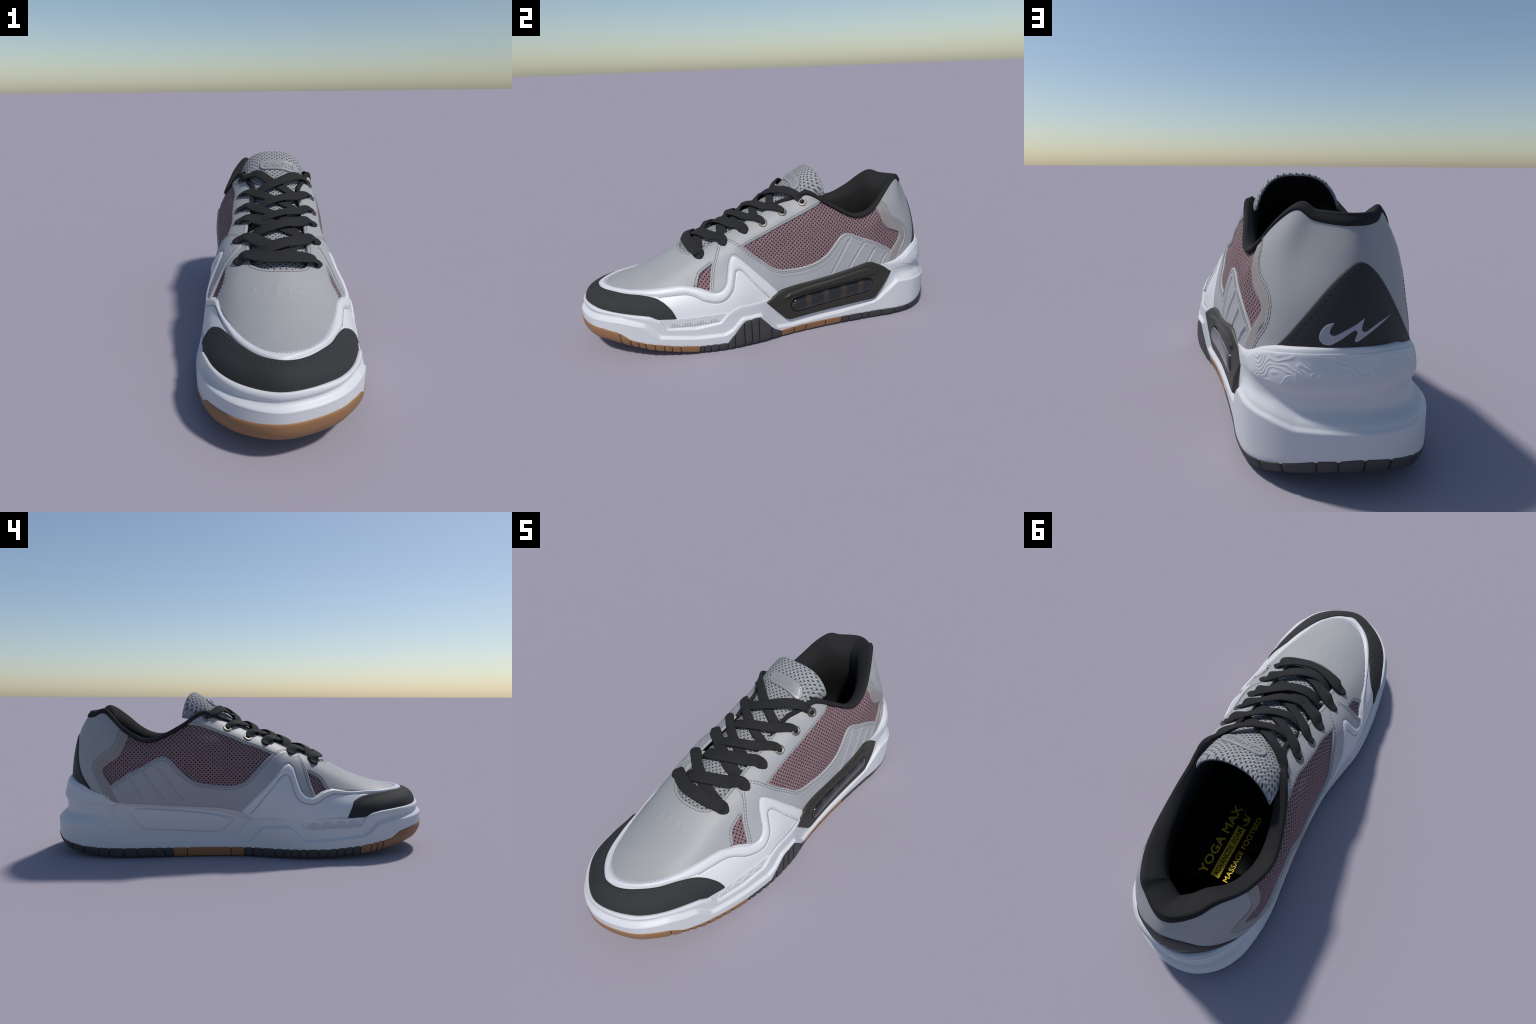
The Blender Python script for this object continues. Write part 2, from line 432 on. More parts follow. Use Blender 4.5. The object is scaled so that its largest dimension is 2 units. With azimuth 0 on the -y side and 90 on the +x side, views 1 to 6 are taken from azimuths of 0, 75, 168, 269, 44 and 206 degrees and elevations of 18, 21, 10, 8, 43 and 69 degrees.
M_DARKMETAL, _nt, _b = mat_new("eyelet_rim", (.16, .15, .14), .35, .5, Metallic=.9)
M_LABEL = plain("grey_rubber_label", (.27, .275, .285), .35, .5, var=.03, bump=.05)

UP = Chart(upper, upper_n, (FLEN, .5))
# a finely meshed copy of the bare upper, to be looked up from above
_ga, _gt = np.meshgrid(np.linspace(0, 1, 901), np.linspace(.1, 1, 101), indexing='ij')
_GP = upper(_ga, _gt).reshape(-1, 3); _GN = upper_n(_ga, _gt)
_GN[:, -1] = _GN[:, -2]; _GN = _GN.reshape(-1, 3)
_gi = np.arange(901 * 101).reshape(901, 101)
_GQ = np.stack([_gi[:-1, :-1], _gi[1:, :-1], _gi[1:, 1:], _gi[:-1, 1:]], -1).reshape(-1, 4)
_fr = _GP[_GQ[:, 0]][:, 1] < .2
TOPBVH = BVHTree.FromPolygons([Vector(p) for p in _GP], [tuple(f) for f in _GQ[_fr]])
_FQ = _GQ[_fr]
def top_hit(x, y):
    loc, n, i, d = TOPBVH.ray_cast(Vector((x, y, 2.0)), Vector((0, 0, -1)))
    if loc is None:
        loc, n, i, d = TOPBVH.find_nearest(Vector((x, y, .5)))
    f = _FQ[i]; w = 1 / (np.linalg.norm(_GP[f] - np.array(loc), axis=1) + 1e-6)
    nn = (_GN[f] * w[:, None]).sum(0)
    return np.array(loc), nn / np.linalg.norm(nn)
def _top(x, y):
    r = [top_hit(a, b) for a, b in zip(np.ravel(x), np.ravel(y))]
    return np.array([q[0] for q in r])
def _topn(x, y):
    r = [top_hit(a, b) for a, b in zip(np.ravel(x), np.ravel(y))]
    n = np.array([q[1] for q in r])
    s = np.exp(-(np.ravel(x) - SPX) ** 2 / .0004)[:, None]      # no crease on the centre line
    n = n * [1, 1, 1]; n[:, :1] *= (1 - s * .9)
    return unit(n)
TOP = Chart(_top, _topn, (1.0, 1.0))
def from_xy(pts):
    """a curve drawn in plan view, as (a, t) on the upper"""
    out = []
    for x, y in spline(np.array(pts) * 1.0, 16):
        P = top_hit(x, y)[0]
        k = np.argmin(((_GP - P) ** 2).sum(1)); q = np.array([_ga.ravel()[k], _gt.ravel()[k]])
        for _ in range(4):
            p0 = upper(q[:1], q[1:])[0]
            ja = (upper(q[:1] + 5e-4, q[1:])[0] - p0) / 5e-4; s = -2e-3 if q[1] > .99 else 2e-3
            jt = (upper(q[:1], q[1:] + s)[0] - p0) / s
            dq, *_r = np.linalg.lstsq(np.stack([ja, jt], 1), P - p0, rcond=None)
            q = q + np.clip(dq, -.01, .01); q[1] = min(max(q[1], .02), .998)
        out.append(tuple(q))
    return out
# ---------------------------------------------------------------- the upper
def neg(l): return [(a - 1, t) for a, t in l]
def mesh_relief(B, q, d):
    return -.007 * sstep(-.20, -.30, B[:, 1]) - .012 * inside(_mudpoly, q)          # the little vents lie deeper
# --- mudguard outline, needed by the parts that run beneath it
_toe_u = from_xy([(-.247,-.47),(-.228,-.56),(-.196,-.64),(-.160,-.715),(-.118,-.785),(-.065,-.836),(-.012,-.853),(.040,-.842),(.092,-.803),(.138,-.735),(.176,-.645),(.202,-.56),(.221,-.48)])
MUD_UP = [(.2435,.05),(.2520,.170),(.2742,.440),(.2875,.585),(.2925,.640),(.2985,.668),(.3035,.645),(.3062,.590),(.3095,.510),(.3130,.435),(.3175,.400),(.3234,.396),(.3290,.430),(.3345,.490),] + _toe_u + [(.6600,.497),(.6667,.442),(.6730,.396),(.6800,.382),(.6854,.419),(.6896,.525),(.6930,.610),(.6968,.640),(.7010,.628),(.7055,.594),(.7184,.478),(.735,.310),(.7476,.130),(.752,.05)]
MUD_IN_M = [(.2549,.04),(.2742,.336),(.2905,.540),(.2945,.566),(.2982,.560),(.3020,.485),(.3059,.374),(.3113,.318),(.3210,.300),(.3280,.322),(.3383,.427),(.3484,.515),(.3587,.550),(.380,.585)]
MUD_IN_L = [(.6114,.535),(.6282,.528),(.6453,.484),(.6538,.410),(.6612,.318),(.6715,.253),(.6810,.237),(.6883,.272),(.6933,.332),(.6967,.424),(.6998,.492),(.7030,.496),(.7190,.330),(.7330,.145),(.738,.05)]
MUD_IN = MUD_IN_M + [(.42,.60),(.46,.62),(.495,.66),(.53,.63),(.57,.58)] + MUD_IN_L
_mu = spline(MUD_UP); _mi = spline(MUD_IN)
_band = np.concatenate([_mu, _mi[::-1]])
_kmu = tree(UP.at(_mu)); _kmi = tree(UP.at(_mi))
_mudpoly = np.concatenate([_mu, spline([(.752,.05),(.5,.02),(.2435,.05)])])
# --- knit windows (under everything else)
panel("mesh_panel", UP, [[(.668,.10),(.75,.08),(.83,.08),(.925,.10)],[(.925,.10),(.92,.55),(.885,.985)],
      [(.885,.985),(.845,.985),(.80,.985)],[(.80,.985),(.775,.80),(.74,.74),(.69,.74),(.648,.68)],[(.648,.68),(.645,.4),(.668,.10)]],
      .004, M_MESH, base=-.008, h=.008, relief=mesh_relief)
panel("mesh_panel", UP, [[(.07,.12),(.16,.08),(.25,.08),(.33,.10)],[(.33,.10),(.35,.4),(.345,.70)],
      [(.345,.70),(.30,.78),(.26,.76),(.22,.80),(.188,.985)],[(.188,.985),(.15,.985),(.105,.985)],[(.105,.985),(.075,.55),(.07,.12)]],
      .004, M_MESH, base=-.008, h=.008, relief=mesh_relief)

# --- vamp (charted from above so that it runs over the centre line unbroken)
PERF = [(-.11,-.53),(-.068,-.538),(-.02,-.542),(.026,-.545),(.068,-.540),(-.07,-.563),(-.02,-.57),(.028,-.568)]
def vamp_relief(B, q, d):
    o = -.012 * (1 - sstep(.010, .020, dists(_kvamp, B)))      # dives under the mudguard
    for x, y in PERF: o += .0023 * np.exp(-((B[:, 0] - x) ** 2 + (B[:, 1] - y) ** 2) / .0065 ** 2)
    return o
VENT_L = [(.206,-.318),(.208,-.350),(.212,-.380),(.224,-.397),(.250,-.412)]
VENT_M = [(-.268,-.445),(-.255,-.433),(-.243,-.420),(-.232,-.400),(-.229,-.37),(-.229,-.345)]
THROAT = [(-.118,-.24),(-.127,-.30),(-.129,-.36),(-.122,-.40),(-.098,-.432),(-.06,-.452),(-.01,-.460),(.045,-.452),(.082,-.436),(.106,-.41),(.117,-.37),(.119,-.30),(.115,-.22)]
VAMP_LOW = [(.250,-.412),(.272,-.44),(.240,-.52),(.205,-.645),(.160,-.755),(.10,-.830),(.045,-.862),(-.012,-.870),(-.08,-.856),(-.135,-.81),(-.18,-.735),(-.212,-.65),(-.245,-.55),(-.272,-.475),(-.268,-.445)]
_kvamp = tree(TOP.at(spline(VAMP_LOW)))
panel("vamp", TOP, [THROAT,[(.115,-.22),(.17,-.25),(.206,-.29),(.206,-.318)],VENT_L,
      VAMP_LOW,
      VENT_M,[(-.229,-.345),(-.22,-.30),(-.17,-.26),(-.118,-.24)]],
      .006, M_GREY, base=-.006, h=.0065, relief=vamp_relief, sink=.012)
_th = spline(THROAT)[6:-6]
stitches(TOP, inset(TOP, _th, -.013), .0003, M_THREADL, groove=M_SEAM)
for V, s in ((VENT_L, -1), (VENT_M, -1)):
    stitches(TOP, inset(TOP, spline(V), s * .014), .0003, M_THREADL, groove=M_SEAM)

# --- eyestays
EO_L = [(.808,.985),(.7995,.89),(.790,.823),(.7806,.764),(.7714,.716),(.7623,.688),(.7534,.676),(.7446,.673),(.7356,.671),(.7264,.667),(.7168,.662),(.706,.655)]
EI_L = [(.685,.835),(.6965,.840),(.7287,.848),(.748,.848),(.760,.856),(.771,.885),(.780,.94),(.787,.985)]
EO_M = [(.1815,.985),(.1869,.945),(.1963,.890),(.2051,.845),(.2136,.794),(.2275,.722),(.2412,.705),(.2505,.707),(.2577,.716),(.2691,.712),(.2783,.703),(.288,.69)]
EI_M = [(.308,.830),(.300,.836),(.280,.852),(.258,.856),(.243,.858),(.231,.872),(.220,.905),(.211,.95),(.205,.985)]
panel("eyestay", UP, [EO_L, [(.706,.655),(.685,.72),(.685,.835)], EI_L, [(.787,.985),(.797,.998),(.808,.985)]], .005, M_GREY, base=-.002)
panel("eyestay", UP, [EO_M, [(.288,.69),(.308,.74),(.308,.830)], EI_M, [(.205,.985),(.193,.998),(.1815,.985)]], .005, M_GREY, base=-.002)
for c, s in ((EO_L, 1), (EO_M, -1)):
    stitches(UP, inset(UP, spline(c)[8:], -s * .012), .0032, M_THREADL, groove=M_SEAM)
for c, s in ((EI_L, -1), (EI_M, 1)):
    stitches(UP, inset(UP, spline(c)[:-30], s * .012), .0032, M_THREADL, groove=M_SEAM)

# --- saddle and quarter
SF_L = [(.689,.800),(.6853,.770),(.6795,.690),(.6745,.625),(.6705,.53),(.6675,.430)]
ST_L = [(.8907,.257),(.8533,.596),(.8376,.686),(.8296,.664),(.823,.598),(.8149,.479),(.8055,.380),(.7965,.338),(.779,.318),(.7616,.342),(.7488,.384),(.7419,.423),(.7342,.489),(.7182,.602),(.7083,.692),(.7025,.750),(.697,.79),(.689,.800)]
SF_M = [(.303,.800),(.308,.805),(.3125,.755),(.3171,.669),(.323,.531),(.3280,.415)]
ST_M = [(.1000,.250),(.1348,.528),(.1538,.680),(.1602,.690),(.1662,.654),(.1742,.554),(.185,.420),(.1955,.342),(.2143,.315),(.2333,.326),(.2475,.395),(.2604,.530),(.2783,.690),(.290,.79),(.296,.81),(.303,.800)]
GR_L = [((.8338,.593),(.8215,.340),(.8101,.156)),((.8514,.534),(.8412,.360),(.8317,.192)),((.8656,.392),(.8600,.310),(.8548,.218),(.852,.15)),((.8820,.258),(.8769,.206),(.8734,.13))]
GR_M = [((.1548,.578),(.1690,.339),(.1830,.116)),((.1394,.496),(.1509,.297),(.1624,.114)),((.1258,.386),(.1327,.258),(.1395,.116)),((.1108,.284),(.1157,.210),(.1205,.120))]
def groove_relief(segs):
    trees = []
    for sg in segs:
        c = chart_curve(UP, sg, .002)
        trees.append(tree(UP.at(c)))
    def f(B, q, d):
        o = np.zeros(len(B))
        for kd in trees:
            e = dists(kd, B); o += -.0045 * (1 - sstep(.001, .0075, e)) + .0014 * np.exp(-((e - .011) / .004) ** 2)
        return o
    return f
def quarter_relief(segs, top):
    g = groove_relief(segs); kt = tree(UP.at(spline(top)))
    def f(B, q, d):
        e = dists(kt, B)
        under = inside(_mudpoly, q); em = dists(_kmu, B)
        fade = sstep(.101, .114, q[:, 0]) * sstep(.8895, .878, q[:, 0])      # flat where the heel trim overlaps
        return g(B, q, d) * fade + fade * .0020 * np.exp(-((e - .030) / .006) ** 2) - .011 * under * sstep(.002, .010, em)
    return f
panel("quarter", UP, [SF_L,[(.6675,.430),(.672,.30),(.69,.12),(.72,.06)],[(.72,.06),(.80,.05),(.897,.05)],[(.897,.05),(.897,.16),(.8907,.257)],ST_L],
      .007, M_GREYQ, base=-.004, h=.0055, relief=quarter_relief(GR_L, ST_L))
panel("quarter", UP, [SF_M,[(.3280,.415),(.322,.30),(.305,.12),(.28,.06)],[(.28,.06),(.18,.05),(.095,.05)],[(.095,.05),(.095,.15),(.1000,.250)],ST_M],
      .007, M_GREYQ, base=-.004, h=.0055, relief=quarter_relief(GR_M, ST_M))
for c, s in ((SF_L, 1), (SF_M, -1), (ST_L, 1), (ST_M, -1)):
    for dd in (.009, .019):
        stitches(UP, inset(UP, spline(c)[3:-3], s * dd), .0032, M_THREADL, groove=M_SEAM)

# --- mudguard with its puffed M-shaped band
def mud_relief(B, q, d):
    e1 = dists(_kmu, B); e2 = dists(_kmi, B); m = inside(_band, q)
    puff = .008 * np.sqrt(np.clip(np.sin(np.pi * np.clip(e1 / (e1 + e2 + 1e-9), 0, 1)), 0, 1))
    puff *= sstep(0, .016, e1) * sstep(0, .012, e2)
    return np.where(m, puff, -.0005) - .0035 * np.exp(-(e2 / .0035) ** 2)
panel("mudguard", UP, [MUD_UP, [(.752,.05),(.735,.055),(.715,.085),(.70,.105),(.688,.04),(.67,.07),(.65,.10),(.63,.115),(.61,.125),(.58,.15),(.55,.15),(.5,.13),(.45,.13),(.42,.14),(.39,.16),(.365,.14),(.33,.09),(.306,.06),(.29,.075),(.275,.055),(.262,.005),(.25,.02),(.2435,.05)]],
      .006, M_WHITE, base=-.006, h=.0045, r=.005, relief=mud_relief, sink=.012)
stitches(UP, inset(UP, _mu, -.0075), .0022, M_THREADW, dash=.009, gap=.007, groove=M_SEAMW)
for c in (MUD_IN_M, MUD_IN_L):
    stitches(UP, inset(UP, spline(c)[2:], -.001), -.0022, M_THREADL, dash=.009, gap=.006, groove=M_SEAMM)

# --- toe cap
TOE_UP = [(.3628,.150),(.3642,.200),(.3690,.340)] + from_xy([(-.262,-.585),(-.232,-.63),(-.194,-.705),(-.154,-.78),(-.105,-.845),(-.06,-.878),(-.005,-.893),(.05,-.878),(.105,-.835),(.158,-.765),(.195,-.685),(.226,-.62),(.250,-.585)]) + [(.6250,.316),(.6299,.160),(.6304,.128)]
panel("toe_cap", UP, [TOE_UP, [(.6304,.128),(.612,.128),(.59,.155),(.55,.15),(.5,.13),(.45,.13),(.42,.14),(.385,.16),(.3628,.150)]], .006, M_BLACKSUEDE, base=-.001, h=.006, r=.009, sink=.014)
M_THREADT = plain("toe_thread", (.07, .07, .074), .8, .2)
for dd in (.013, .024):
    stitches(UP, inset(UP, spline(TOE_UP)[25:-25], -dd), .0052, M_THREADT, dash=.012, gap=.007, groove=None)

# --- heel counter, its trim band and the black heel patch
CT_L = neg([(.8745,.985),(.8785,.90),(.8833,.800),(.8866,.696),(.8947,.601),(.9065,.540),(.9145,.475),(.9150,.400),(.9115,.335),(.9043,.255),(.893,.06)])
CT_M = [(.1020,.06),(.0985,.160),(.0908,.300),(.0846,.383),(.0825,.456),(.0879,.520),(.1018,.632),(.1087,.755),(.1149,.929),(.1165,.985)]
TR_L = neg([(.8680,.985),(.8704,.934),(.8757,.779),(.8799,.640),(.8865,.545),(.897,.490),(.9040,.448),(.9040,.410),(.9017,.380),(.8907,.266),(.8837,.129),(.881,.05)])
TR_M = [(.114,.05),(.1105,.120),(.1012,.287),(.0925,.390),(.0918,.425),(.097,.470),(.1098,.590),(.1173,.742),(.1235,.910),(.1255,.985)]
panel("heel_trim", UP, [TR_L, [(-.119,.05),(-.10,.05)], [(-.10,.05),(-.093,.30),(-.072,.44),(-.10,.62),(-.118,.985)], [(-.118,.985),(-.132,.985)]], .005, M_TRIM, base=-.001, sink=.010)
panel("heel_trim", UP, [TR_M, [(.1255,.985),(.11,.985)], [(.11,.985),(.10,.70),(.078,.50),(.076,.40),(.092,.05)], [(.092,.05),(.114,.05)]], .005, M_TRIM, base=-.001, sink=.010)
panel("heel_counter", UP, [CT_L, [(-.107,.06),(-.05,.05),(0,.05),(.05,.05),(.102,.06)], CT_M, [(.1165,.985),(.10,.975),(.075,.972),(.045,.966),(.015,.952),(-.008,.946),(-.03,.953),(-.055,.968),(-.08,.975),(-.105,.975),(-.1255,.985)]], .006, M_GREY, base=.000, h=.007, sink=.016)
for c, s in ((CT_L, 1), (CT_M, 1)):
    for dd in (.008, .017):
        stitches(UP, inset(UP, spline(c)[4:-4], s * dd), .0061, M_THREADL, groove=M_SEAM)
TRI = [(-.088,.06),(-.0753,.185),(-.0551,.349),(-.034,.498),(-.022,.583),(-.0105,.655),(-.004,.688),(.0015,.698),(.0078,.692),(.018,.656),(.0314,.575),(.045,.465),(.0600,.340),(.075,.21),(.088,.06)]
HB = .004
def tri_relief(B, q, d):
    return -.0015 * np.exp(-((d - .016) / .004) ** 2)
panel("heel_patch", UP, [TRI, [(.088,.06),(.04,.05),(0,.05),(-.04,.05),(-.088,.06)]], .006, M_BLACK, base=HB, h=.006, sink=.012)
stitches(UP, inset(UP, spline(TRI)[10:-10], -.014), HB + .0055, plain("black_thread", (.035,.035,.037), .7, .3), dash=.012, gap=.008, rad=.001)
# the mark: a hook and a zig-zag stroke
LOGO = [[(-.0193,.388),(-.0251,.382),(-.0291,.352),(-.0299,.318),(-.0275,.289),(-.0221,.276),(-.0177,.288),(-.0075,.328)],
        [(-.0075,.328),(-.0048,.337),(-.0030,.334),(-.0024,.322)],[(-.0024,.322),(-.0039,.299),(-.0046,.288),(-.0040,.280),(-.0028,.278),(.0010,.290)],
        [(.0010,.290),(.0079,.319),(.0210,.376),(.0346,.430)],[(.0346,.430),(.0196,.384),(.0061,.331)],[(.0061,.331),(.0030,.328),(.0014,.338),(.0020,.362)],[(.0020,.362),(.0041,.396)],
        [(.0041,.396),(-.0035,.366),(-.0178,.325)],[(-.0178,.325),(-.0205,.326),(-.0225,.342),(-.0220,.360)],[(-.0220,.360),(-.0193,.388)]]
panel("heel_logo", UP, LOGO, .0012, M_PRINT, base=HB + .0056, h=.005, r=.001, sink=.003, step=.0025)
# ---------------------------------------------------------------- sole unit
NA = 4000
AD = np.arange(NA) / NA
def ring(pts, sm=.0012):
    """closed height line round the shoe: corner points, softly rounded"""
    p = sorted([(a % 1.0, z) for a, z in pts]); k = np.array([a for a, _ in p]); v = np.array([z for _, z in p])
    y = np.interp(AD, np.concatenate([k - 1, k, k + 1]), np.concatenate([v, v, v]))
    w = max(int(4 * sm * NA), 1); x = np.arange(-w, w + 1) / NA; g = np.exp(-.5 * (x / sm) ** 2); g /= g.sum()
    return np.convolve(np.concatenate([y[-w:], y, y[:w]]), g, 'valid')
def rv(arr, a):
    x = np.mod(np.asarray(a, float), 1.0) * NA; i = np.floor(x).astype(int); f = x - i
    return arr[i % NA] * (1 - f) + arr[(i + 1) % NA] * f
RIM = ring([(0,.400),(.0366,.392),(.068,.364),(.084,.338),(.099,.320),(.112,.309),(.134,.301),(.16,.296),(.187,.289),(.214,.276),(.238,.253),(.2535,.224),(.2605,.207),(.266,.235),(.274,.241),(.288,.239),(.2975,.229),(.306,.211),(.312,.207),(.364,.207),(.384,.211),(.3915,.230),(.403,.240),(.428,.250),(.4736,.253),(.507,.256),(.531,.257),(.551,.252),(.575,.240),(.602,.223),(.610,.203),(.63,.198),(.655,.198),(.686,.201),(.692,.219),(.699,.231),(.722,.231),(.735,.236),(.748,.262),(.80,.280),(.845,.298),(.875,.312),(.8948,.325),(.916,.362),(.94,.387),(.96,.395),(.98,.399)])
STEP = ring([(.2329,.071),(.2536,.072),(.2592,.100),(.2689,.155),(.2977,.165),(.3046,.141),(.3141,.097),(.329,.095),(.3815,.114),(.3886,.132),(.3972,.176),(.4143,.189),(.4438,.198),(.4672,.201),(.49,.201),(.52,.205),(.545,.214),(.570,.210),(.5958,.182),(.6029,.150),(.6099,.114),(.6488,.092),(.6797,.089),(.6882,.107),(.700,.163),(.7233,.164),(.7258,.147),(.7407,.067),(.7598,.057),(.8206,.073),(.863,.098),(.8718,.114),(.8951,.207),(.9207,.203),(.942,.196),(.958,.184),(.98,.188),(.0157,.186),(.032,.180),(.055,.176),(.078,.182),(.0967,.170),(.1107,.084),(.1187,.076)])
WHITE = ring([(0,.113),(.0168,.103),(.034,.088),(.0415,.079),(.072,.062),(.091,.056),(.132,.054),(.172,.051),(.25,.051),(.283,.050),(.316,.053),(.343,.055),(.378,.068),(.3965,.084),(.4136,.096),(.4184,.111),(.425,.131),(.437,.140),(.457,.147),(.474,.151),(.49,.157),(.508,.160),(.53,.165),(.5496,.167),(.5684,.152),(.5735,.135),(.581,.111),(.596,.090),(.6245,.065),(.651,.049),(.682,.045),(.7015,.150),(.719,.159),(.7374,.062),(.7454,.041),(.7725,.046),(.8224,.046),(.8752,.045),(.904,.043),(.924,.052),(.937,.062),(.953,.080),(.972,.103),(.993,.113)], .0008)
BOT = ring([(0,.066),(.015,.058),(.0406,.035),(.0716,.014),(.091,.006),(.132,.001),(.17,0),(.25,0),(.283,0),(.321,.006),(.35,.010),(.37,.018),(.397,.032),(.416,.043),(.4385,.058),(.466,.073),(.49,.080),(.508,.082),(.527,.086),(.55,.090),(.57,.074),(.596,.048),(.628,.020),(.65,.008),(.665,.003),(.695,.001),(.745,.001),(.78,.001),(.82,.003),(.85,.002),(.872,.001),(.908,.004),(.934,.018),(.949,.038),(.963,.049),(.972,.057),(.984,.064)])
RECESS = ring([(.30,.40),(.3052,.213),(.3139,.166),(.3180,.152),(.3783,.163),(.3851,.215),(.392,.40),(.603,.40),(.6105,.220),(.614,.182),(.6185,.150),(.6496,.137),(.6766,.153),(.6838,.189),(.688,.225),(.694,.40)], .0008)
HEELW = ring([(0,1),(.07,1),(.100,.35),(.115,0),(.885,0),(.90,.55),(.93,1)], .004)
HSTEP = ring([(0,.018),(.12,.014),(.25,.014),(.40,.016),(.6,.016),(.75,.012),(.86,.016),(.9,.018)], .01)
TOEW = ring([(.39,0),(.42,1),(.57,1),(.60,0)], .004)
# how far the upper stands inside the sole outline, at the rim
_t = np.linspace(0, .8, 81)
_ua = np.repeat(AD[::8], 81); _ut = np.tile(_t, NA // 8)
_up = upper(_ua, _ut).reshape(-1, 81, 3); _f = foot(AD[::8]); _fn = foot_n(AD[::8])
_ins = []
for i in range(NA // 8):
    j = np.argmin(np.abs(_up[i, :, 2] - RIM[i * 8])); _ins.append(((_f[i] - _up[i, j, :2]) * _fn[i]).sum())
INS = np.interp(AD, np.concatenate([AD[::8], [1]]), np.concatenate([_ins, _ins[:1]]))
_w = 60; INS = np.convolve(np.concatenate([INS[-_w:], INS, INS[:_w]]), np.ones(2 * _w + 1) / (2 * _w + 1), 'valid')

ARCH = [(.1115,.288),(.1025,.258),(.1088,.187),(.1185,.117),(.1295,.100),(.186,.090),(.236,.094),(.2415,.117),(.2500,.172),(.2590,.203),(.25,.205),(.225,.240),(.187,.262),(.14,.272)]
TEXP = [(.1245,.228),(.1320,.256),(.1380,.258),(.1732,.246),(.2139,.224),(.2385,.198),(.2245,.134),(.2200,.129),(.2068,.128),(.1430,.146),(.1370,.156)]
def sdf_poly(poly, a, z):
    sc = np.array([FLEN, 1.0]); P = np.array(poly) * sc
    q = np.stack([np.ravel(a), np.ravel(z)], 1) * sc
    A = P; B = np.roll(P, -1, 0); best = np.full(len(q), 9.0)
    for p0, p1 in zip(A, B):
        e = p1 - p0; t = np.clip(((q - p0) @ e) / (e @ e), 0, 1)
        best = np.minimum(best, np.linalg.norm(q - p0 - t[:, None] * e, axis=1))
    return np.where(inside(P, q), best, -best).reshape(np.shape(a))
def sole_off(a, z):
    a = np.mod(np.asarray(a, float), 1.0); z = np.asarray(z, float)
    zs, zr, hw, tw = rv(STEP, a), rv(RIM, a), rv(HEELW, a), rv(TOEW, a)
    o = -rv(HSTEP, a) * (.55 * sstep(zs - .006, zs + .007, z) + .45 * sstep(zs - .004, zs + .012 + .026 * hw, z))
    # heel: waist under a swollen band
    o -= hw * (.030 - .013 * (a > .5) * sstep(.995, .955, a)) * sstep(zs + .005, zs + .048, z)
    o += hw * .008 * sstep(.262, .292, z)
    o -= hw * .016 * sstep(.30, .39, z)
    o -= tw * .006 * np.exp(-((z - zs - .020) / .010) ** 2)         # groove above the toe ridge
    o += tw * .004 * np.exp(-((z - zs - .004) / .006) ** 2)
    zu = rv(RECESS, a)
    o -= .011 * sstep(zu - .004, zu + .010, z) * (zu < .3)
    o -= .003 * sstep(zs + .02, zs - .02, z) * 0
    m = (a > .095) & (a < .27)
    if m.any():
        d = sdf_poly(ARCH, a[m], z[m]); e = sdf_poly(TEXP, a[m], z[m])
        o[m] += -.010 * sstep(-.004, .012, d) + .009 * sstep(-.003, .006, e)
    # round lip against the upper
    lip = -(rv(INS, a) - .012)
    rl = .018 + .006 * hw
    k = np.clip((z - (zr - rl)) / rl, 0, 1); f = 1 - np.sqrt(np.clip(1 - k * k, 0, 1))
    lipo = np.minimum(lip, o)
    o = o * (1 - f) + lipo * f
    # tuck in towards the ground
    zb = rv(BOT, a); lowtuck = np.clip((zb + .055 - z) / .055, 0, 1)
    o -= lowtuck ** 2 * (.010 + .016 * tw + .010 * hw)
    return o
def sole(a, z):
    a = np.asarray(a, float); z = np.asarray(z, float)
    o = sole_off(a, z); p = foot(a) + foot_n(a) * o[..., None]
    return np.concatenate([p, z[..., None]], -1)
def sole_n(a, z):
    ea, ez = 8e-4, 3e-3
    Da = sole(np.asarray(a) + ea, z) - sole(np.asarray(a) - ea, z)
    Dz = sole(a, np.asarray(z) + ez) - sole(a, np.asarray(z) - ez)
    n = unit(np.cross(Da, Dz)); out = foot_n(a)
    s = np.sign((n[..., :2] * out).sum(-1, keepdims=True)); return n * s
SOLE = Chart(sole, sole_n, (FLEN, 1.0))

def loft(name, rows, mat, closed=True, flip=False, parent=SHOE):
    """rows: list of (n,3) arrays"""
    n = len(rows[0]); V = np.concatenate(rows); F = []
    for r in range(len(rows) - 1):
        for i in range(n if closed else n - 1):
            j = (i + 1) % n
            f = (r * n + i, r * n + j, (r + 1) * n + j, (r + 1) * n + i)
            F.append(f[::-1] if flip else f)
    return V, F

# midsole: wall, rim, top deck and underside
na = 1800; aa = np.arange(na) / na
rows = []
zb, zr = rv(WHITE, aa) - .003, rv(RIM, aa)
inner = foot(aa) * .80
rows.append(np.concatenate([foot(aa) - foot_n(aa) * .09, (zb + .0)[:, None]], 1))
for v in np.concatenate([np.linspace(0, .86, 78), 1 - .14 * (1 - np.linspace(0, 1, 18)[1:]) ** 1.5]):
    rows.append(sole(aa, zb + (zr - zb) * v))
lp = rows[-1]
for dn, dz in ((.005, .0005), (.010, -.004), (.008, -.02)):
    q = lp.copy(); q[:, :2] -= foot_n(aa) * dn; q[:, 2] += dz; rows.append(q)
V, F = loft("midsole", rows, M_FOAM)
add("midsole", V, F, M_FOAM)

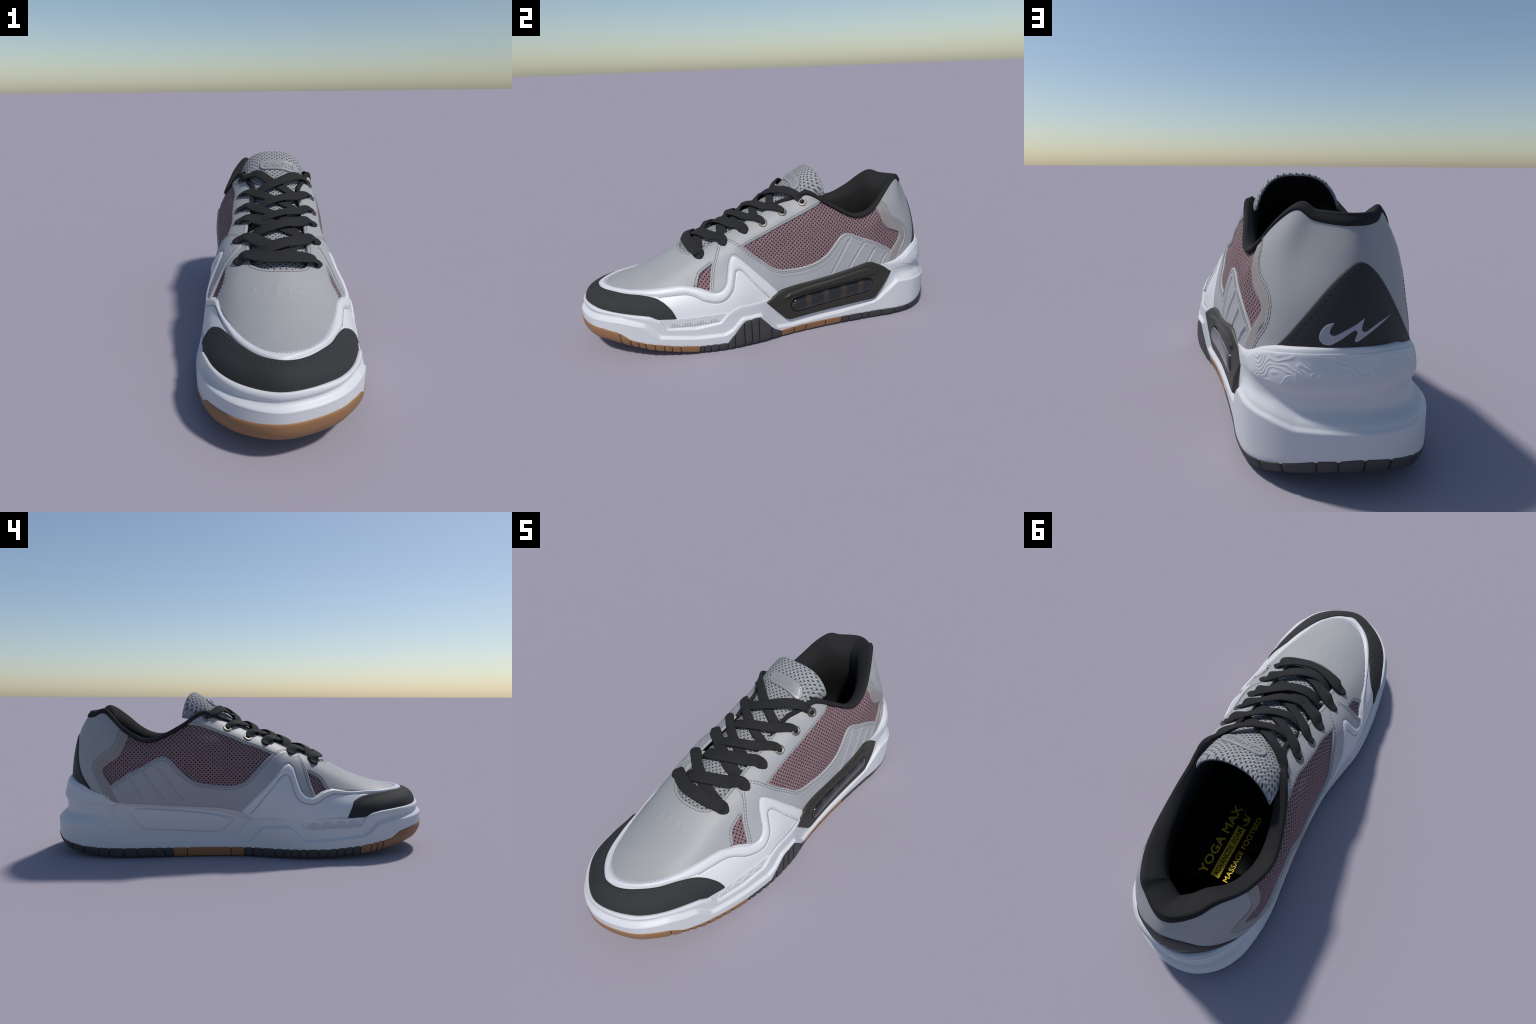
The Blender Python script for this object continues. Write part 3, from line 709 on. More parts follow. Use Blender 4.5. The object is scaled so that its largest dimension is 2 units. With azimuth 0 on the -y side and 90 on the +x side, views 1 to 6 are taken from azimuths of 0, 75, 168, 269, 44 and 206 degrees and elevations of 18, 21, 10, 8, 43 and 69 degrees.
# textured heel band and arch plate: contour-line relief
def contour(B, q, d):
    o = np.zeros(len(B))
    for i, p in enumerate(B):
        v = Vector((p[0] * 1.0, p[1], p[2] * 1.25)) * 7.6
        h = noise.noise(v) + .35 * noise.noise(v * 2.1 + Vector((3, 1, 7)))
        s = abs(((h * 10.5) % 1.0) - .5) * 2
        o[i] = .0015 * float(sstep(.45, .98, s))
    return o * sstep(.002, .012, d)
hb_lo = [(-.098,.297),(-.085,.288),(-.06,.286),(-.03,.289),(0,.291),(.03,.289),(.06,.284),(.09,.277),(.108,.270)]
hb_hi = [(.108,.292),(.098,.312),(.075,.343),(.055,.364),(.0366,.379),(0,.386),(-.03,.384),(-.06,.372),(-.084,.350),(-.098,.317)]
panel("heel_band", SOLE, [hb_lo, [(.108,.270),(.108,.292)], hb_hi, [(-.098,.317),(-.098,.297)]], .0012, M_FOAM, base=.0004, h=.0026, r=.004, relief=contour, edge=.1, sink=.003)
tp = np.array(TEXP); tc_ = tp.mean(0); tp = tc_ + (tp - tc_) * .93
panel("arch_plate", SOLE, [[tuple(tp[i]), tuple(tp[(i + 1) % len(tp)])] for i in range(len(tp))], .0012, M_FOAM, base=.0004, h=.0036, r=.004, relief=lambda B, q, d: .7 * contour(B, q, d), edge=.1, sink=.003)

# ribs of the wave pattern on the forefoot walls
def ribs(a0, z0, a1, z1, humps, n, hmax):
    V, F = [], []
    for i in range(n):
        s = (i + .5) / n; a = a0 + (a1 - a0) * s; zb_ = z0 + (z1 - z0) * s
        h = .006 + hmax * abs(math.sin(math.pi * humps * s)) ** .8
        z = np.linspace(zb_, zb_ + h, 6); A = np.full(6, a)
        P = sole(A, z); N = sole_n(A, z)
        tube_mesh(P + N * .0004, N, .0026 * np.array([.8, 1, 1, 1, 1, .8]), .0038 * np.array([.3, 1, 1, 1, 1, .3]), 8, V, F)
    # the wave line along the tops
    s = np.linspace(0, 1, 160); a = a0 + (a1 - a0) * s; z = z0 + (z1 - z0) * s + .010 + hmax * np.abs(np.sin(np.pi * humps * s)) ** .8
    P = sole(a, z); N = sole_n(a, z); tube_mesh(P, N, .0016, .0016, 6, V, F)
    return V, F
for prm in ((.3185,.154,.3775,.166,4,32,.026), (.6195,.153,.6755,.158,4,32,.026)):
    V, F = ribs(*prm); add("sole_rib", V, F, M_FOAM, stuff=True)

# ---------------------------------------------------------------- outsole
def block(a0, a1, mat, name="tread_block", gap=.0007, out=.003):
    n = max(int((a1 - a0) * FLEN / .006), 4)
    A = np.linspace(a0 + gap / 2, a1 - gap / 2, n)
    endw = np.clip(np.minimum(np.arange(n), np.arange(n)[::-1]) / 1.5, 0, 1)
    dn = .004 * (1 - np.sqrt(1 - (1 - endw) ** 2))
    zt, zb_ = rv(WHITE, A), rv(BOT, A)
    rows = []
    def row(z, o): return np.concatenate([foot(A) + foot_n(A) * o[:, None], z[:, None]], 1)
    base = lambda z: sole_off(A, z) + out - dn
    rows.append(row(zt + .001, base(zt) - .030))
    rows.append(row(zt + .001, base(zt) - .003)); rows.append(row(zt - .0018, base(zt)))
    for v in (.85, .65, .45, .28, .15):
        z = zb_ + (zt - zb_) * v; rows.append(row(z, base(z)))
    z = zb_ + (zt - zb_) * .05; rows.append(row(z, base(z) - .004)); rows.append(row(zb_, base(zb_) - .012)); rows.append(row(zb_, base(zb_) - .10))
    V, F = loft(name, rows, mat, closed=False, flip=True)
    m = len(A); nr = len(rows)
    F.append(tuple(r * m for r in range(nr))); F.append(tuple(r * m + m - 1 for r in range(nr))[::-1])
    return add(name, V, F, mat)
GUM_TOE = [.3777,.3899,.3967,.4042,.5686,.579,.587,.5943,.6041,.6139,.6217,.6309,.6513]
FORE_M = [.2488,.2585,.269,.2831,.2932,.301,.310,.3183,.3305,.3407,.3507,.360,.3685,.3777]
ARCH_M = [.1702,.1859,.2340,.2488]
HEEL_ = [-.1772,-.1676,-.1497,-.1413,-.1236,-.1059,-.0865,-.067,-.0503,-.0286,-.0161,-.0011,.0154,.034,.0569,.072,.0889,.1011,.1171,.1318,.1493,.1614,.1702]
FORE_L = [.6513,.6559,.6633,.672,.6815,.690,.7009,.7093,.718,.7335,.7463]
ARCH_L = [.7463,.7622,.7773,.8022,.8228]
for lst, mat in ((GUM_TOE, M_GUM), (FORE_M, M_DARKRUB), (ARCH_M, M_GUM), (HEEL_, M_DARKRUB), (FORE_L, M_DARKRUB), (ARCH_L, M_GUM)):
    for a0, a1 in zip(lst[:-1], lst[1:]): block(a0, a1, mat)
# backing wall behind the grooves and the ground-side sheet
A = np.arange(1200) / 1200
zt, zb2 = rv(WHITE, A), rv(BOT, A)
rows = []
def orow(z, o): return np.concatenate([foot(A) + foot_n(A) * o[:, None], z[:, None]], 1)
rows.append(orow(zt - .001, sole_off(A, zt) - .003)); rows.append(orow(zb2 + .012, sole_off(A, zb2 + .012) - .003))
rows.append(orow(zb2 + .006, sole_off(A, zb2) - .03)); rows.append(orow(zb2 + .006, np.full(len(A), -.12)))
V, F = loft("outsole", rows, M_DARKRUB, flip=True)
k0 = 3 * 1200
cy = np.linspace(-.87, .87, 60)
F = list(F)
V = list(V)
# fill the underside across, from one flank to the other
half = 600
aT = near_a((-.03, -.998))
ia = int(round(aT * 1200))
left = [i % 1200 for i in range(0, ia + 1)]; right = [i % 1200 for i in range(1200, ia - 1, -1)]
ll = np.interp(np.linspace(0, 1, 120), np.linspace(0, 1, len(left)), left).round().astype(int)
rr = np.interp(np.linspace(0, 1, 120), np.linspace(0, 1, len(right)), right).round().astype(int)
for i in range(119):
    f = (k0 + ll[i] % 1200, k0 + ll[i + 1] % 1200, k0 + rr[i + 1] % 1200, k0 + rr[i] % 1200)
    if len(set(f)) == 4: F.append(f)
    elif len(set(f)) == 3: F.append(tuple(dict.fromkeys(f)))
add("outsole", V, F, M_DARKRUB, smooth=True)

# ---------------------------------------------------------------- side cage with the air window
_ins = []
for i in range(NA // 8):
    j = np.argmin(np.abs(_up[i, :, 2] - .315)); _ins.append(-((_f[i] - _up[i, j, :2]) * _fn[i]).sum() - .002)
CLEAN = np.interp(AD, np.concatenate([AD[::8], [1]]), np.concatenate([_ins, _ins[:1]]))
CLEAN = np.convolve(np.concatenate([CLEAN[-_w:], CLEAN, CLEAN[:_w]]), np.ones(2 * _w + 1) / (2 * _w + 1), 'valid')
def cage(a, z):
    a = np.asarray(a, float); z = np.asarray(z, float)
    # low down it lies on the sole wall, higher up it leans over onto the upper
    o = -.014 + (rv(CLEAN, a) + .014) * sstep(.16, .31, z)
    o = o + .0095 * sstep(.785, .750, a) * sstep(.18, .24, z)
    p = foot(a) + foot_n(a) * o[..., None]
    return np.concatenate([p, z[..., None]], -1)
def cage_n(a, z):
    a = np.asarray(a, float); z = np.asarray(z, float)
    n = unit(np.cross(cage(a + 1e-3, z) - cage(a - 1e-3, z), cage(a, z + 2e-3) - cage(a, z - 2e-3)))
    return n * np.sign((n[..., :2] * foot_n(a)).sum(-1, keepdims=True))
CAGE = Chart(cage, cage_n, (FLEN, 1.0))
C1, C2, WR = np.array([.7675, .170]), np.array([.8540, .2115]), .0345
def pill(c1, c2, r, n=14):
    sc = np.array([FLEN, 1.0]); d = unit((c2 - c1) * sc); ang = math.atan2(d[1], d[0])
    pts = [c1 + np.array([math.cos(t), math.sin(t)]) * r / sc for t in np.linspace(ang + math.pi / 2, ang + 3 * math.pi / 2, n)]
    pts += [c2 + np.array([math.cos(t), math.sin(t)]) * r / sc for t in np.linspace(ang - math.pi / 2, ang + math.pi / 2, n)]
    return [tuple(p) for p in pts]
CG = [(.7294,.220),(.7450,.258),(.7503,.267),(.8041,.302),(.8480,.339),(.8540,.3435),(.8610,.340),(.8756,.306),(.8882,.265),(.8675,.128),(.8645,.121),(.8595,.117),(.7608,.090),(.7567,.091),(.7521,.103)]
pl = pill(C1, C2, WR)
BAR = [(.7465,.218),(.7575,.241),(.8450,.313),(.8577,.313),(.8665,.292),(.8652,.274)]
def cage_relief(B, q, d):
    e = sdf_poly(BAR, q[:, 0], q[:, 1]); w = sdf_poly(pill(C1, C2, WR + .012), q[:, 0], q[:, 1])
    return .008 * sstep(-.001, .0055, e) - .004 * sstep(0, .010, w)
cg = panel("cage", CAGE, [[CG[i], CG[(i + 1) % len(CG)]] for i in range(len(CG))], .016, M_CAGE, base=0, h=.0042, r=.010, relief=cage_relief,
      holes=[[pl + [pl[0]]]], sink=.030, edge=.45, step=.0036)
M_GLASS, nt, b = mat_new("smoked_window", (.012, .014, .018), .12, .5)
b.inputs["Coat Weight"].default_value = .6; b.inputs["Coat Roughness"].default_value = .04
_tc = nd(nt, "ShaderNodeTexCoord"); _sp = nd(nt, "ShaderNodeSeparateXYZ"); nt.links.new(_tc.outputs["Object"], _sp.inputs[0])
_w = mth(nt, "SINE", mth(nt, "MULTIPLY", mth(nt, "ADD", _sp.outputs[1], .062), 6.283185 / .102))
_r = nd(nt, "ShaderNodeValToRGB"); _r.color_ramp.elements[0].position = .25; _r.color_ramp.elements[1].position = .95
_r.color_ramp.elements[0].color = (.007, .008, .009, 1); _r.color_ramp.elements[1].color = (.036, .024, .015, 1)
nt.links.new(_w, _r.inputs[0]); nt.links.new(_r.outputs[0], b.inputs["Base Color"])
pg = pill(C1, C2, WR + .002)
panel("window", CAGE, [pg + [pg[0]]], .003, M_GLASS, base=.010, h=.005, r=.004, sink=.006, parent=cg,
      relief=lambda B, q, d: .013 * np.sqrt(np.clip(1 - (1 - np.clip(d / WR, 0, 1)) ** 2, 0, 1)))
# ---------------------------------------------------------------- collar and lining
def hz(n):
    m = n.copy(); m[:, 2] = 0; return unit(m)
A0, A1 = -.2125, .2040
nc = 420
ac = np.linspace(A0, A1, nc)
T = upper(ac % 1.0, np.ones(nc)); On = hz(upper_n(ac % 1.0, np.full(nc, .93)))
# smooth the outward directions so the roll does not kink
for _ in range(12): On[1:-1] = unit(On[:-2] + On[1:-1] * 2 + On[2:])
WK = [(A0,.026),(-.195,.034),(-.165,.045),(-.12,.055),(-.07,.070),(0,.078),(.07,.070),(.115,.058),(.16,.050),(.190,.034),(A1,.026)]
W = crom([k for k, _ in WK], [w for _, w in WK], ac)[:, 0]
DR = np.interp(ac, [A0, -.16, -.06, .06, .16, A1], [.008, .014, .045, .045, .014, .008])
def crow(out, upz): return T + On * np.reshape(out, (-1, 1)) + np.array([0, 0, 1.0]) * np.reshape(upz, (-1, 1))
one = np.ones(nc)
INZ = .246
for _ in range(10): T[1:-1] = (T[:-2] + T[1:-1] * 2 + T[2:]) / 4
TE = np.interp(ac, [A0, -.125, -.105, -.08, -.055, -.03, -.008, .015, .045, .075, .10, .1165, A1], [.965, .958, .962, .962, .955, .935, .922, .930, .950, .960, .962, .958, .965])
def erow(f, off):
    t = TE + (1 - TE) * f; a = ac % 1.0
    return upper(a, t) + upper_n(a, np.minimum(t, .985)) * off
rows = [erow(0, -.006), erow(.02, .006), erow(.18, .0100), erow(.45, .0115), erow(.75, .0105), crow(.0095 * one, .002 * one), crow(.006 * one, .0085 * one), crow(-.002 * one, .0105 * one),
        crow(-.25 * W, .008 - .12 * DR), crow(-.55 * W, .004 - .42 * DR), crow(-.82 * W, -.004 - .80 * DR), crow(-.95 * W, -.016 - DR), crow(-W, -.032 - DR), crow(-W, -.060 - DR)]
last = rows[-1]; target = foot(ac % 1.0) - foot_n(ac % 1.0) * np.maximum(.062, rv(INS, ac) + .050)[:, None]
for s in np.linspace(.15, 1, 9):
    q = last.copy(); q[:, 2] = last[:, 2] * (1 - s) + (INZ - .03) * s
    k = sstep(0, 1, s); bul = math.sin(math.pi * s) * .0
    q[:, :2] = last[:, :2] * (1 - k) + target * k
    rows.append(q)
def refine(rows, m=3):
    R = np.stack(rows); k = np.concatenate([[0], np.cumsum(np.linalg.norm(np.diff(R, axis=0), axis=2).mean(1))])
    x = np.interp(np.linspace(0, len(rows) - 1, (len(rows) - 1) * m + 1), np.arange(len(rows)), k)
    out = crom(k, R.reshape(len(rows), -1), x)
    return [o.reshape(-1, 3) for o in out]
for k in range(8):
    for _ in range(22): rows[k][1:-1] = (rows[k][:-2] + 2 * rows[k][1:-1] + rows[k][2:]) / 4
for k in range(8, len(rows)):                       # the padding evens out towards the inside
    for _ in range(min(40 + 45 * (k - 7), 240)):
        rows[k][1:-1] = (rows[k][:-2] + 2 * rows[k][1:-1] + rows[k][2:]) / 4
V, F = loft("collar", refine(rows), M_LINING, closed=False, flip=True)
col = add("collar", V, F, M_LINING)
# soft edge binding that runs on round the top corner of each eyestay
for q, nm in (([(.184,.985),(.192,.99),(.198,.992),(.2035,.985),(.2075,.965),(.2125,.940),(.2205,.900),(.231,.869),(.243,.857),(.252,.853)], "collar_binding"),
              ([(.808,.985),(.800,.99),(.7935,.992),(.789,.985),(.785,.965),(.780,.932),(.7705,.880),(.760,.853),(.748,.845),(.740,.845)], "collar_binding")):
    c = chart_curve(UP, q, .006); P = UP.at(c); N = UP.nrm(c)
    for _ in range(4): N[1:-1] = unit(N[:-2] + N[1:-1] + N[2:])
    k = np.linspace(0, 1, len(c))
    V, F = tube_mesh(P + N * (.001 + .004 * sstep(0, .35, k) - .011 * sstep(.85, 1, k))[:, None], N, .007 + .0075 * sstep(0, .3, k) - .005 * k, .007 + .006 * sstep(0, .3, k) - .004 * k, 14)
    add(nm, V, F, M_LINING)
# inside of the forefoot, behind vamp and eyestays
a = np.linspace(.195, .797, 260); rows = []
for t in np.linspace(.05, .80, 14):
    P = upper(a, np.full(260, t)); N = upper_n(a, np.full(260, t)); rows.append(P - N * .016)
V, F = loft("lining", rows, M_DEEP, closed=False); add("lining", V, F, M_DEEP)

# insole
ia_ = np.arange(400) / 400; fo = foot(ia_); fn_ = foot_n(ia_)
def insz(x, y): return .228 - .03 * sstep(.2, -.5, y) + .10 * sstep(-.55, -.9, y)  + 0 * x
rows = []
for d in (.056, .066, .080, .095, .110): 
    p = fo - fn_ * d; p[:, 1] = np.clip(p[:, 1], -.72, 2); rows.append(np.concatenate([p, insz(p[:, 0], p[:, 1])[:, None]], 1))
V, F = loft("insole", rows, M_DEEP, flip=False)
k0 = 4 * 400; aT4 = int(round(aT * 400))
l4 = np.interp(np.linspace(0, 1, 60), np.linspace(0, 1, aT4 + 1), np.arange(0, aT4 + 1)).round().astype(int)
r4 = np.interp(np.linspace(0, 1, 60), np.linspace(0, 1, 400 - aT4 + 1), np.arange(400, aT4 - 1, -1)).round().astype(int)
for i in range(59):
    f = tuple(dict.fromkeys((k0 + l4[i] % 400, k0 + l4[i + 1] % 400, k0 + r4[i + 1] % 400, k0 + r4[i] % 400)))
    if len(f) > 2: F.append(f[::-1])
INSOLE = add("insole", V, F, M_DEEP)

# ---------------------------------------------------------------- lettering
def text_mesh(body, size, extrude=.0, spacing=1.0, bold=0.0):
    cu = bpy.data.curves.new("text", 'FONT'); cu.body = body; cu.size = size; cu.extrude = extrude
    cu.space_character = spacing; cu.offset = bold; cu.resolution_u = 6
    ob = bpy.data.objects.new("text", cu); bpy.context.scene.collection.objects.link(ob)
    bpy.context.view_layer.update()
    me = bpy.data.meshes.new_from_object(ob.evaluated_get(bpy.context.evaluated_depsgraph_get()))
    bpy.data.objects.remove(ob); bpy.data.curves.remove(cu)
    v = np.array([p.co[:] for p in me.vertices]); f = [tuple(p.vertices) for p in me.polygons]
    bpy.data.meshes.remove(me)
    return v, f
def fit(v, w, h):
    lo, hi = v.min(0), v.max(0); o = v.copy()
    o[:, 0] = (v[:, 0] - lo[0]) / (hi[0] - lo[0]) * w; o[:, 1] = (v[:, 1] - lo[1]) / (hi[1] - lo[1]) * h
    return o
def on_insole(name, body, ystart, length, xbase, hgt, mat, lift=.0015, bold=.0, spacing=1.0):
    v, f = text_mesh(body, .05, bold=bold, spacing=spacing); o = fit(v, length, hgt)
    X = xbase + o[:, 1]; Y = ystart - o[:, 0]
    P = np.stack([X, Y, insz(X, Y) + lift], 1)
    return add(name, P, f, mat, smooth=False, parent=INSOLE)
on_insole("insole_text", "YOGA MAX", .603, .345, .008, .040, M_YELLOW, bold=.0012, spacing=1.05)
on_insole("insole_text", "MASSAGE FOOTBED", .592, .328, -.096, .024, M_YELLOW, bold=.0005, spacing=1.05)
bx = np.array([(-.0105 - (.042 if i in (1, 2) else 0), .592 - (.250 if i > 1 else 0)) for i in (0, 1, 2, 3)])
V = [(x, y, insz(x, y) + h) for h in (-.002, .0012) for x, y in bx]
add("insole_label", V, [(4, 5, 6, 7), (0, 1, 5, 4), (1, 2, 6, 5), (2, 3, 7, 6), (3, 0, 4, 7)], M_YELLOW, smooth=False, parent=INSOLE)
on_insole("insole_text", "ADVANCDE .FOAM", .584, .234, -.043, .024, M_DEEP, lift=.0022, bold=.0006, spacing=1.05)
sq = spline([(-.030,.330),(-.045,.318),(-.048,.300),(-.030,.306),(-.020,.302),(-.040,.292),(-.045,.286),(-.025,.284),(.0,.262)])
P = np.concatenate([sq, (insz(sq[:, 0], sq[:, 1]) + .0015)[:, None]], 1)
V, F = tube_mesh(P, np.tile([0, 0, 1.0], (len(P), 1)), .0035 * np.interp(np.linspace(0, 1, len(P)), [0, .2, .8, 1], [.6, 1, .8, .2]), .001, 6); add("insole_mark", V, F, M_YELLOW, parent=INSOLE)

# ---------------------------------------------------------------- tongue
TGK = [-.52,-.46,-.37,-.2,-.06,.02,.08,.137,.19,.22,.25,.272]
TGZ = [.425,.458,.508,.582,.640,.682,.722,.764,.806,.827,.843,.850]
TGW = [.115,.125,.135,.140,.142,.145,.150,.158,.164,.166,.168,.168]
TGD = [.035,.040,.052,.060,.068,.080,.092,.108,.122,.128,.132,.135]
TX = -.010
def tongue(x, y):
    x = np.asarray(x, float); y = np.asarray(y, float)
    u = (x - TX) / crom(TGK, TGW, y)[..., 0]
    au = np.clip(np.abs(u), 0, 1.02); w = sstep(.0, .22, y)
    arch = (1 - w) * au ** 2.1 + w * (1 - np.sqrt(1 - (.96 * au) ** 2.8)) / .671
    z = crom(TGK, TGZ, y)[..., 0] - crom(TGK, TGD, y)[..., 0] * arch
    return np.stack([x, y + .040 * np.clip(u, -1.1, 1.1) ** 2 * sstep(.17, .272, y), z], -1)
def tongue_n(x, y):
    x = np.asarray(x, float); y = np.asarray(y, float); e = 2e-3
    n = unit(np.cross(tongue(x + e, y) - tongue(x - e, y), tongue(x, np.minimum(y + e, .272)) - tongue(x, np.minimum(y + e, .272) - 2 * e)))
    return n
TG = Chart(tongue, tongue_n, (1.0, 1.3))
ny, nx = 150, 64
yy = np.linspace(-.50, .272, ny); uu = np.linspace(-1, 1, nx)
ww = crom(TGK, TGW, yy)[:, 0]
XX = TX + uu[None, :] * ww[:, None]; YY = np.repeat(yy[:, None], nx, 1)
P = tongue(XX.ravel(), YY.ravel()); N = tongue_n(XX.ravel(), YY.ravel())
# edge rounding: sink rim rows
eu = np.clip((1 - np.abs(np.tile(uu, ny))) / .10, 0, 1); ev = np.clip((.272 - YY.ravel()) / .016, 0, 1)
rn = np.sqrt(np.clip(1 - (1 - eu) ** 2, 0, 1)) * np.sqrt(np.clip(1 - (1 - ev) ** 2, 0, 1))
TH = .020
Po = P + N * (-.010 + .010 * rn)[:, None]; Pi = P - N * TH
V = list(Po); F = []
g = lambda i, j: i * nx + j
for i in range(ny - 1):
    for j in range(nx - 1): F.append((g(i, j), g(i, j + 1), g(i + 1, j + 1), g(i + 1, j)))
rimi = [g(i, 0) for i in range(ny)] + [g(ny - 1, j) for j in range(1, nx)] + [g(i, nx - 1) for i in range(ny - 2, -1, -1)]
tong = add("tongue", V, F, M_TONGUE)
M_EDGE = plain("grey_edge_knit", (.17, .175, .19), .9, .2, var=.5, big=110, bump=.6, bscale=200)
RV = [Po[i] for i in rimi] + [Pi[i] + N[i] * .004 for i in rimi]; nr = len(rimi)
add("tongue_edge", RV, [(k, nr + k, nr + k + 1, k + 1) for k in range(nr - 1)], M_EDGE, parent=tong)
inn = np.clip((1 - np.abs(np.tile(uu, ny))) / .08, 0, 1) * np.clip((.272 - YY.ravel()) / .012, 0, 1)
Pl = P - N * (TH - .004 + .006 * np.sqrt(inn))[:, None]
add("tongue_lining", list(Pl), [f[::-1] for f in F[:(ny - 1) * (nx - 1)]], M_DEEP, parent=tong)

# rubber label with raised lettering
def rpill(cx, cy, w, h, n=12):
    r = h / 2; pts = []
    for s, x0 in ((-1, cx - w / 2 + r), (1, cx + w / 2 - r)):
        t = np.linspace(math.pi / 2, 3 * math.pi / 2, n) if s < 0 else np.linspace(-math.pi / 2, math.pi / 2, n)
        pts += [(x0 + r * math.cos(q), cy + r * .78 * math.sin(q)) for q in t]
    return pts
LC = (.018, .171)
lp_ = rpill(LC[0], LC[1], .186, .060)
lbl = panel("tongue_label", TG, [lp_ + [lp_[0]]], .008, M_LABEL, base=.0, h=.004, r=.005, sink=.004, parent=tong,
            relief=lambda B, q, d: -.0018 * sstep(.0065, .0085, d))
v, f = text_mesh("CAMPUS", .05, extrude=.001, spacing=1.12, bold=.0006)
zz = v[:, 2].copy(); o = fit(v, .142, .026)
X = LC[0] - .071 + o[:, 0]; Y = LC[1] - .013 * .78 - .001 + o[:, 1] * .78
# follow the label's own curve: y already bends with x
P = tongue(X, Y); N = tongue_n(X, Y)
add("label_lettering", P + N * (.0066 + np.where(zz > 0, .0018, -.001))[:, None], f, M_LABEL, smooth=False, parent=lbl)

# ---------------------------------------------------------------- eyelets and laces
EY = {-1: [(-.169,.184),(-.170,.075),(-.174,-.029),(-.182,-.124),(-.184,-.252),(-.182,-.372)],
       1: [(.167,.182),(.166,.069),(.166,-.034),(.167,-.128),(.169,-.241),(.160,-.370)]}
_allbvh = BVHTree.FromPolygons([Vector(p) for p in _GP], [tuple(f) for f in _GQ])
def ey_pt(s, i):
    x, y = EY[s][i]
    c = ((_GP[:, 0] - x) ** 2 + (_GP[:, 1] - y) ** 2 + 9 * (_GP[:, 2] < .4))
    k = np.argmin(c); return _GP[k], _GN[k]
def torus(P, N, R, r, sq=1.0, n=28, m=10):
    N = unit(N); t = unit(np.cross(N, [0, 1, .3])); b = np.cross(N, t); V = []; F = []
    for i in range(n):
        th = 2 * math.pi * i / n; c = t * math.cos(th) + b * math.sin(th)
        for j in range(m):
            ph = 2 * math.pi * j / m; V.append(P + c * (R + r * math.cos(ph)) + N * (r * sq * math.sin(ph)))
    for i in range(n):
        for j in range(m):
            a, b_ = i * m + j, i * m + (j + 1) % m; c, d = ((i + 1) % n) * m + j, ((i + 1) % n) * m + (j + 1) % m
            F.append((a, c, d, b_))
    return V, F
for s in (-1, 1):
    for i in range(3):
        p, n = ey_pt(s, i)
        V, F = torus(p + n * .0040, n, .0185, .0045, .6); e = add("eyelet", V, F, M_DARKMETAL)
        V, F = torus(p + n * .0048, n, .0140, .0030, .9); add("eyelet_ring", V, F, M_METAL, parent=e)
        t = unit(np.cross(n, [0, 1, .3])); b = np.cross(n, t)
        V = [p + n * .0040 + (t * math.cos(x) + b * math.sin(x)) * .0135 for x in np.linspace(0, 2 * math.pi, 20, endpoint=False)]
        V += [p + n * .0020 + (t * math.cos(x) + b * math.sin(x)) * .0135 for x in np.linspace(0, 2 * math.pi, 20, endpoint=False)]
        add("eyelet_hole", V, [tuple(range(20))] + [(j, (j + 1) % 20, 20 + (j + 1) % 20, 20 + j)[::-1] for j in range(20)], M_DEEP, parent=e)

def t_pt(x, y, h):
    p = tongue(np.array([x]), np.array([y]))[0]; n = tongue_n(np.array([x]), np.array([y]))[0]; return p + n * h, n
def u_pt(x, y, h):
    """a point over the eyestay, h above its leather"""
    c = (_GP[:, 0] - x) ** 2 + (_GP[:, 1] - y) ** 2 + 9 * (_GP[:, 2] < .35)
    k = np.argmin(c); return _GP[k] + _GN[k] * (h + .003), _GN[k]
def lace(ctrl, wid, thick=.0058):
    """ctrl: list of (point, up, width factor, thickness factor)"""
    P = np.array([c[0] for c in ctrl]); U = np.array([c[1] for c in ctrl]); Wf = np.array([[c[2], c[3]] for c in ctrl])
    k = np.concatenate([[0], np.cumsum(np.linalg.norm(np.diff(P, axis=0), axis=1) ** .6)])
    x = np.linspace(0, k[-1], 90)
    p = crom(k, P, x); u = unit(crom(k, U, x)); w = crom(k, Wf, x)
    return tube_mesh(p, u, np.maximum(wid * w[:, 0], .003), np.maximum(thick * w[:, 1], .003), 20, power=3.0)
def lace_obj(V, F, ph):
    # slight woven puckers
    V = np.array(V)
    o = [noise.noise(Vector((p[0] * 16 + ph, p[1] * 16, p[2] * 16))) for p in V]
    V = V + np.array(o)[:, None] * .0012
    return add("lace", V, F, M_LACE)
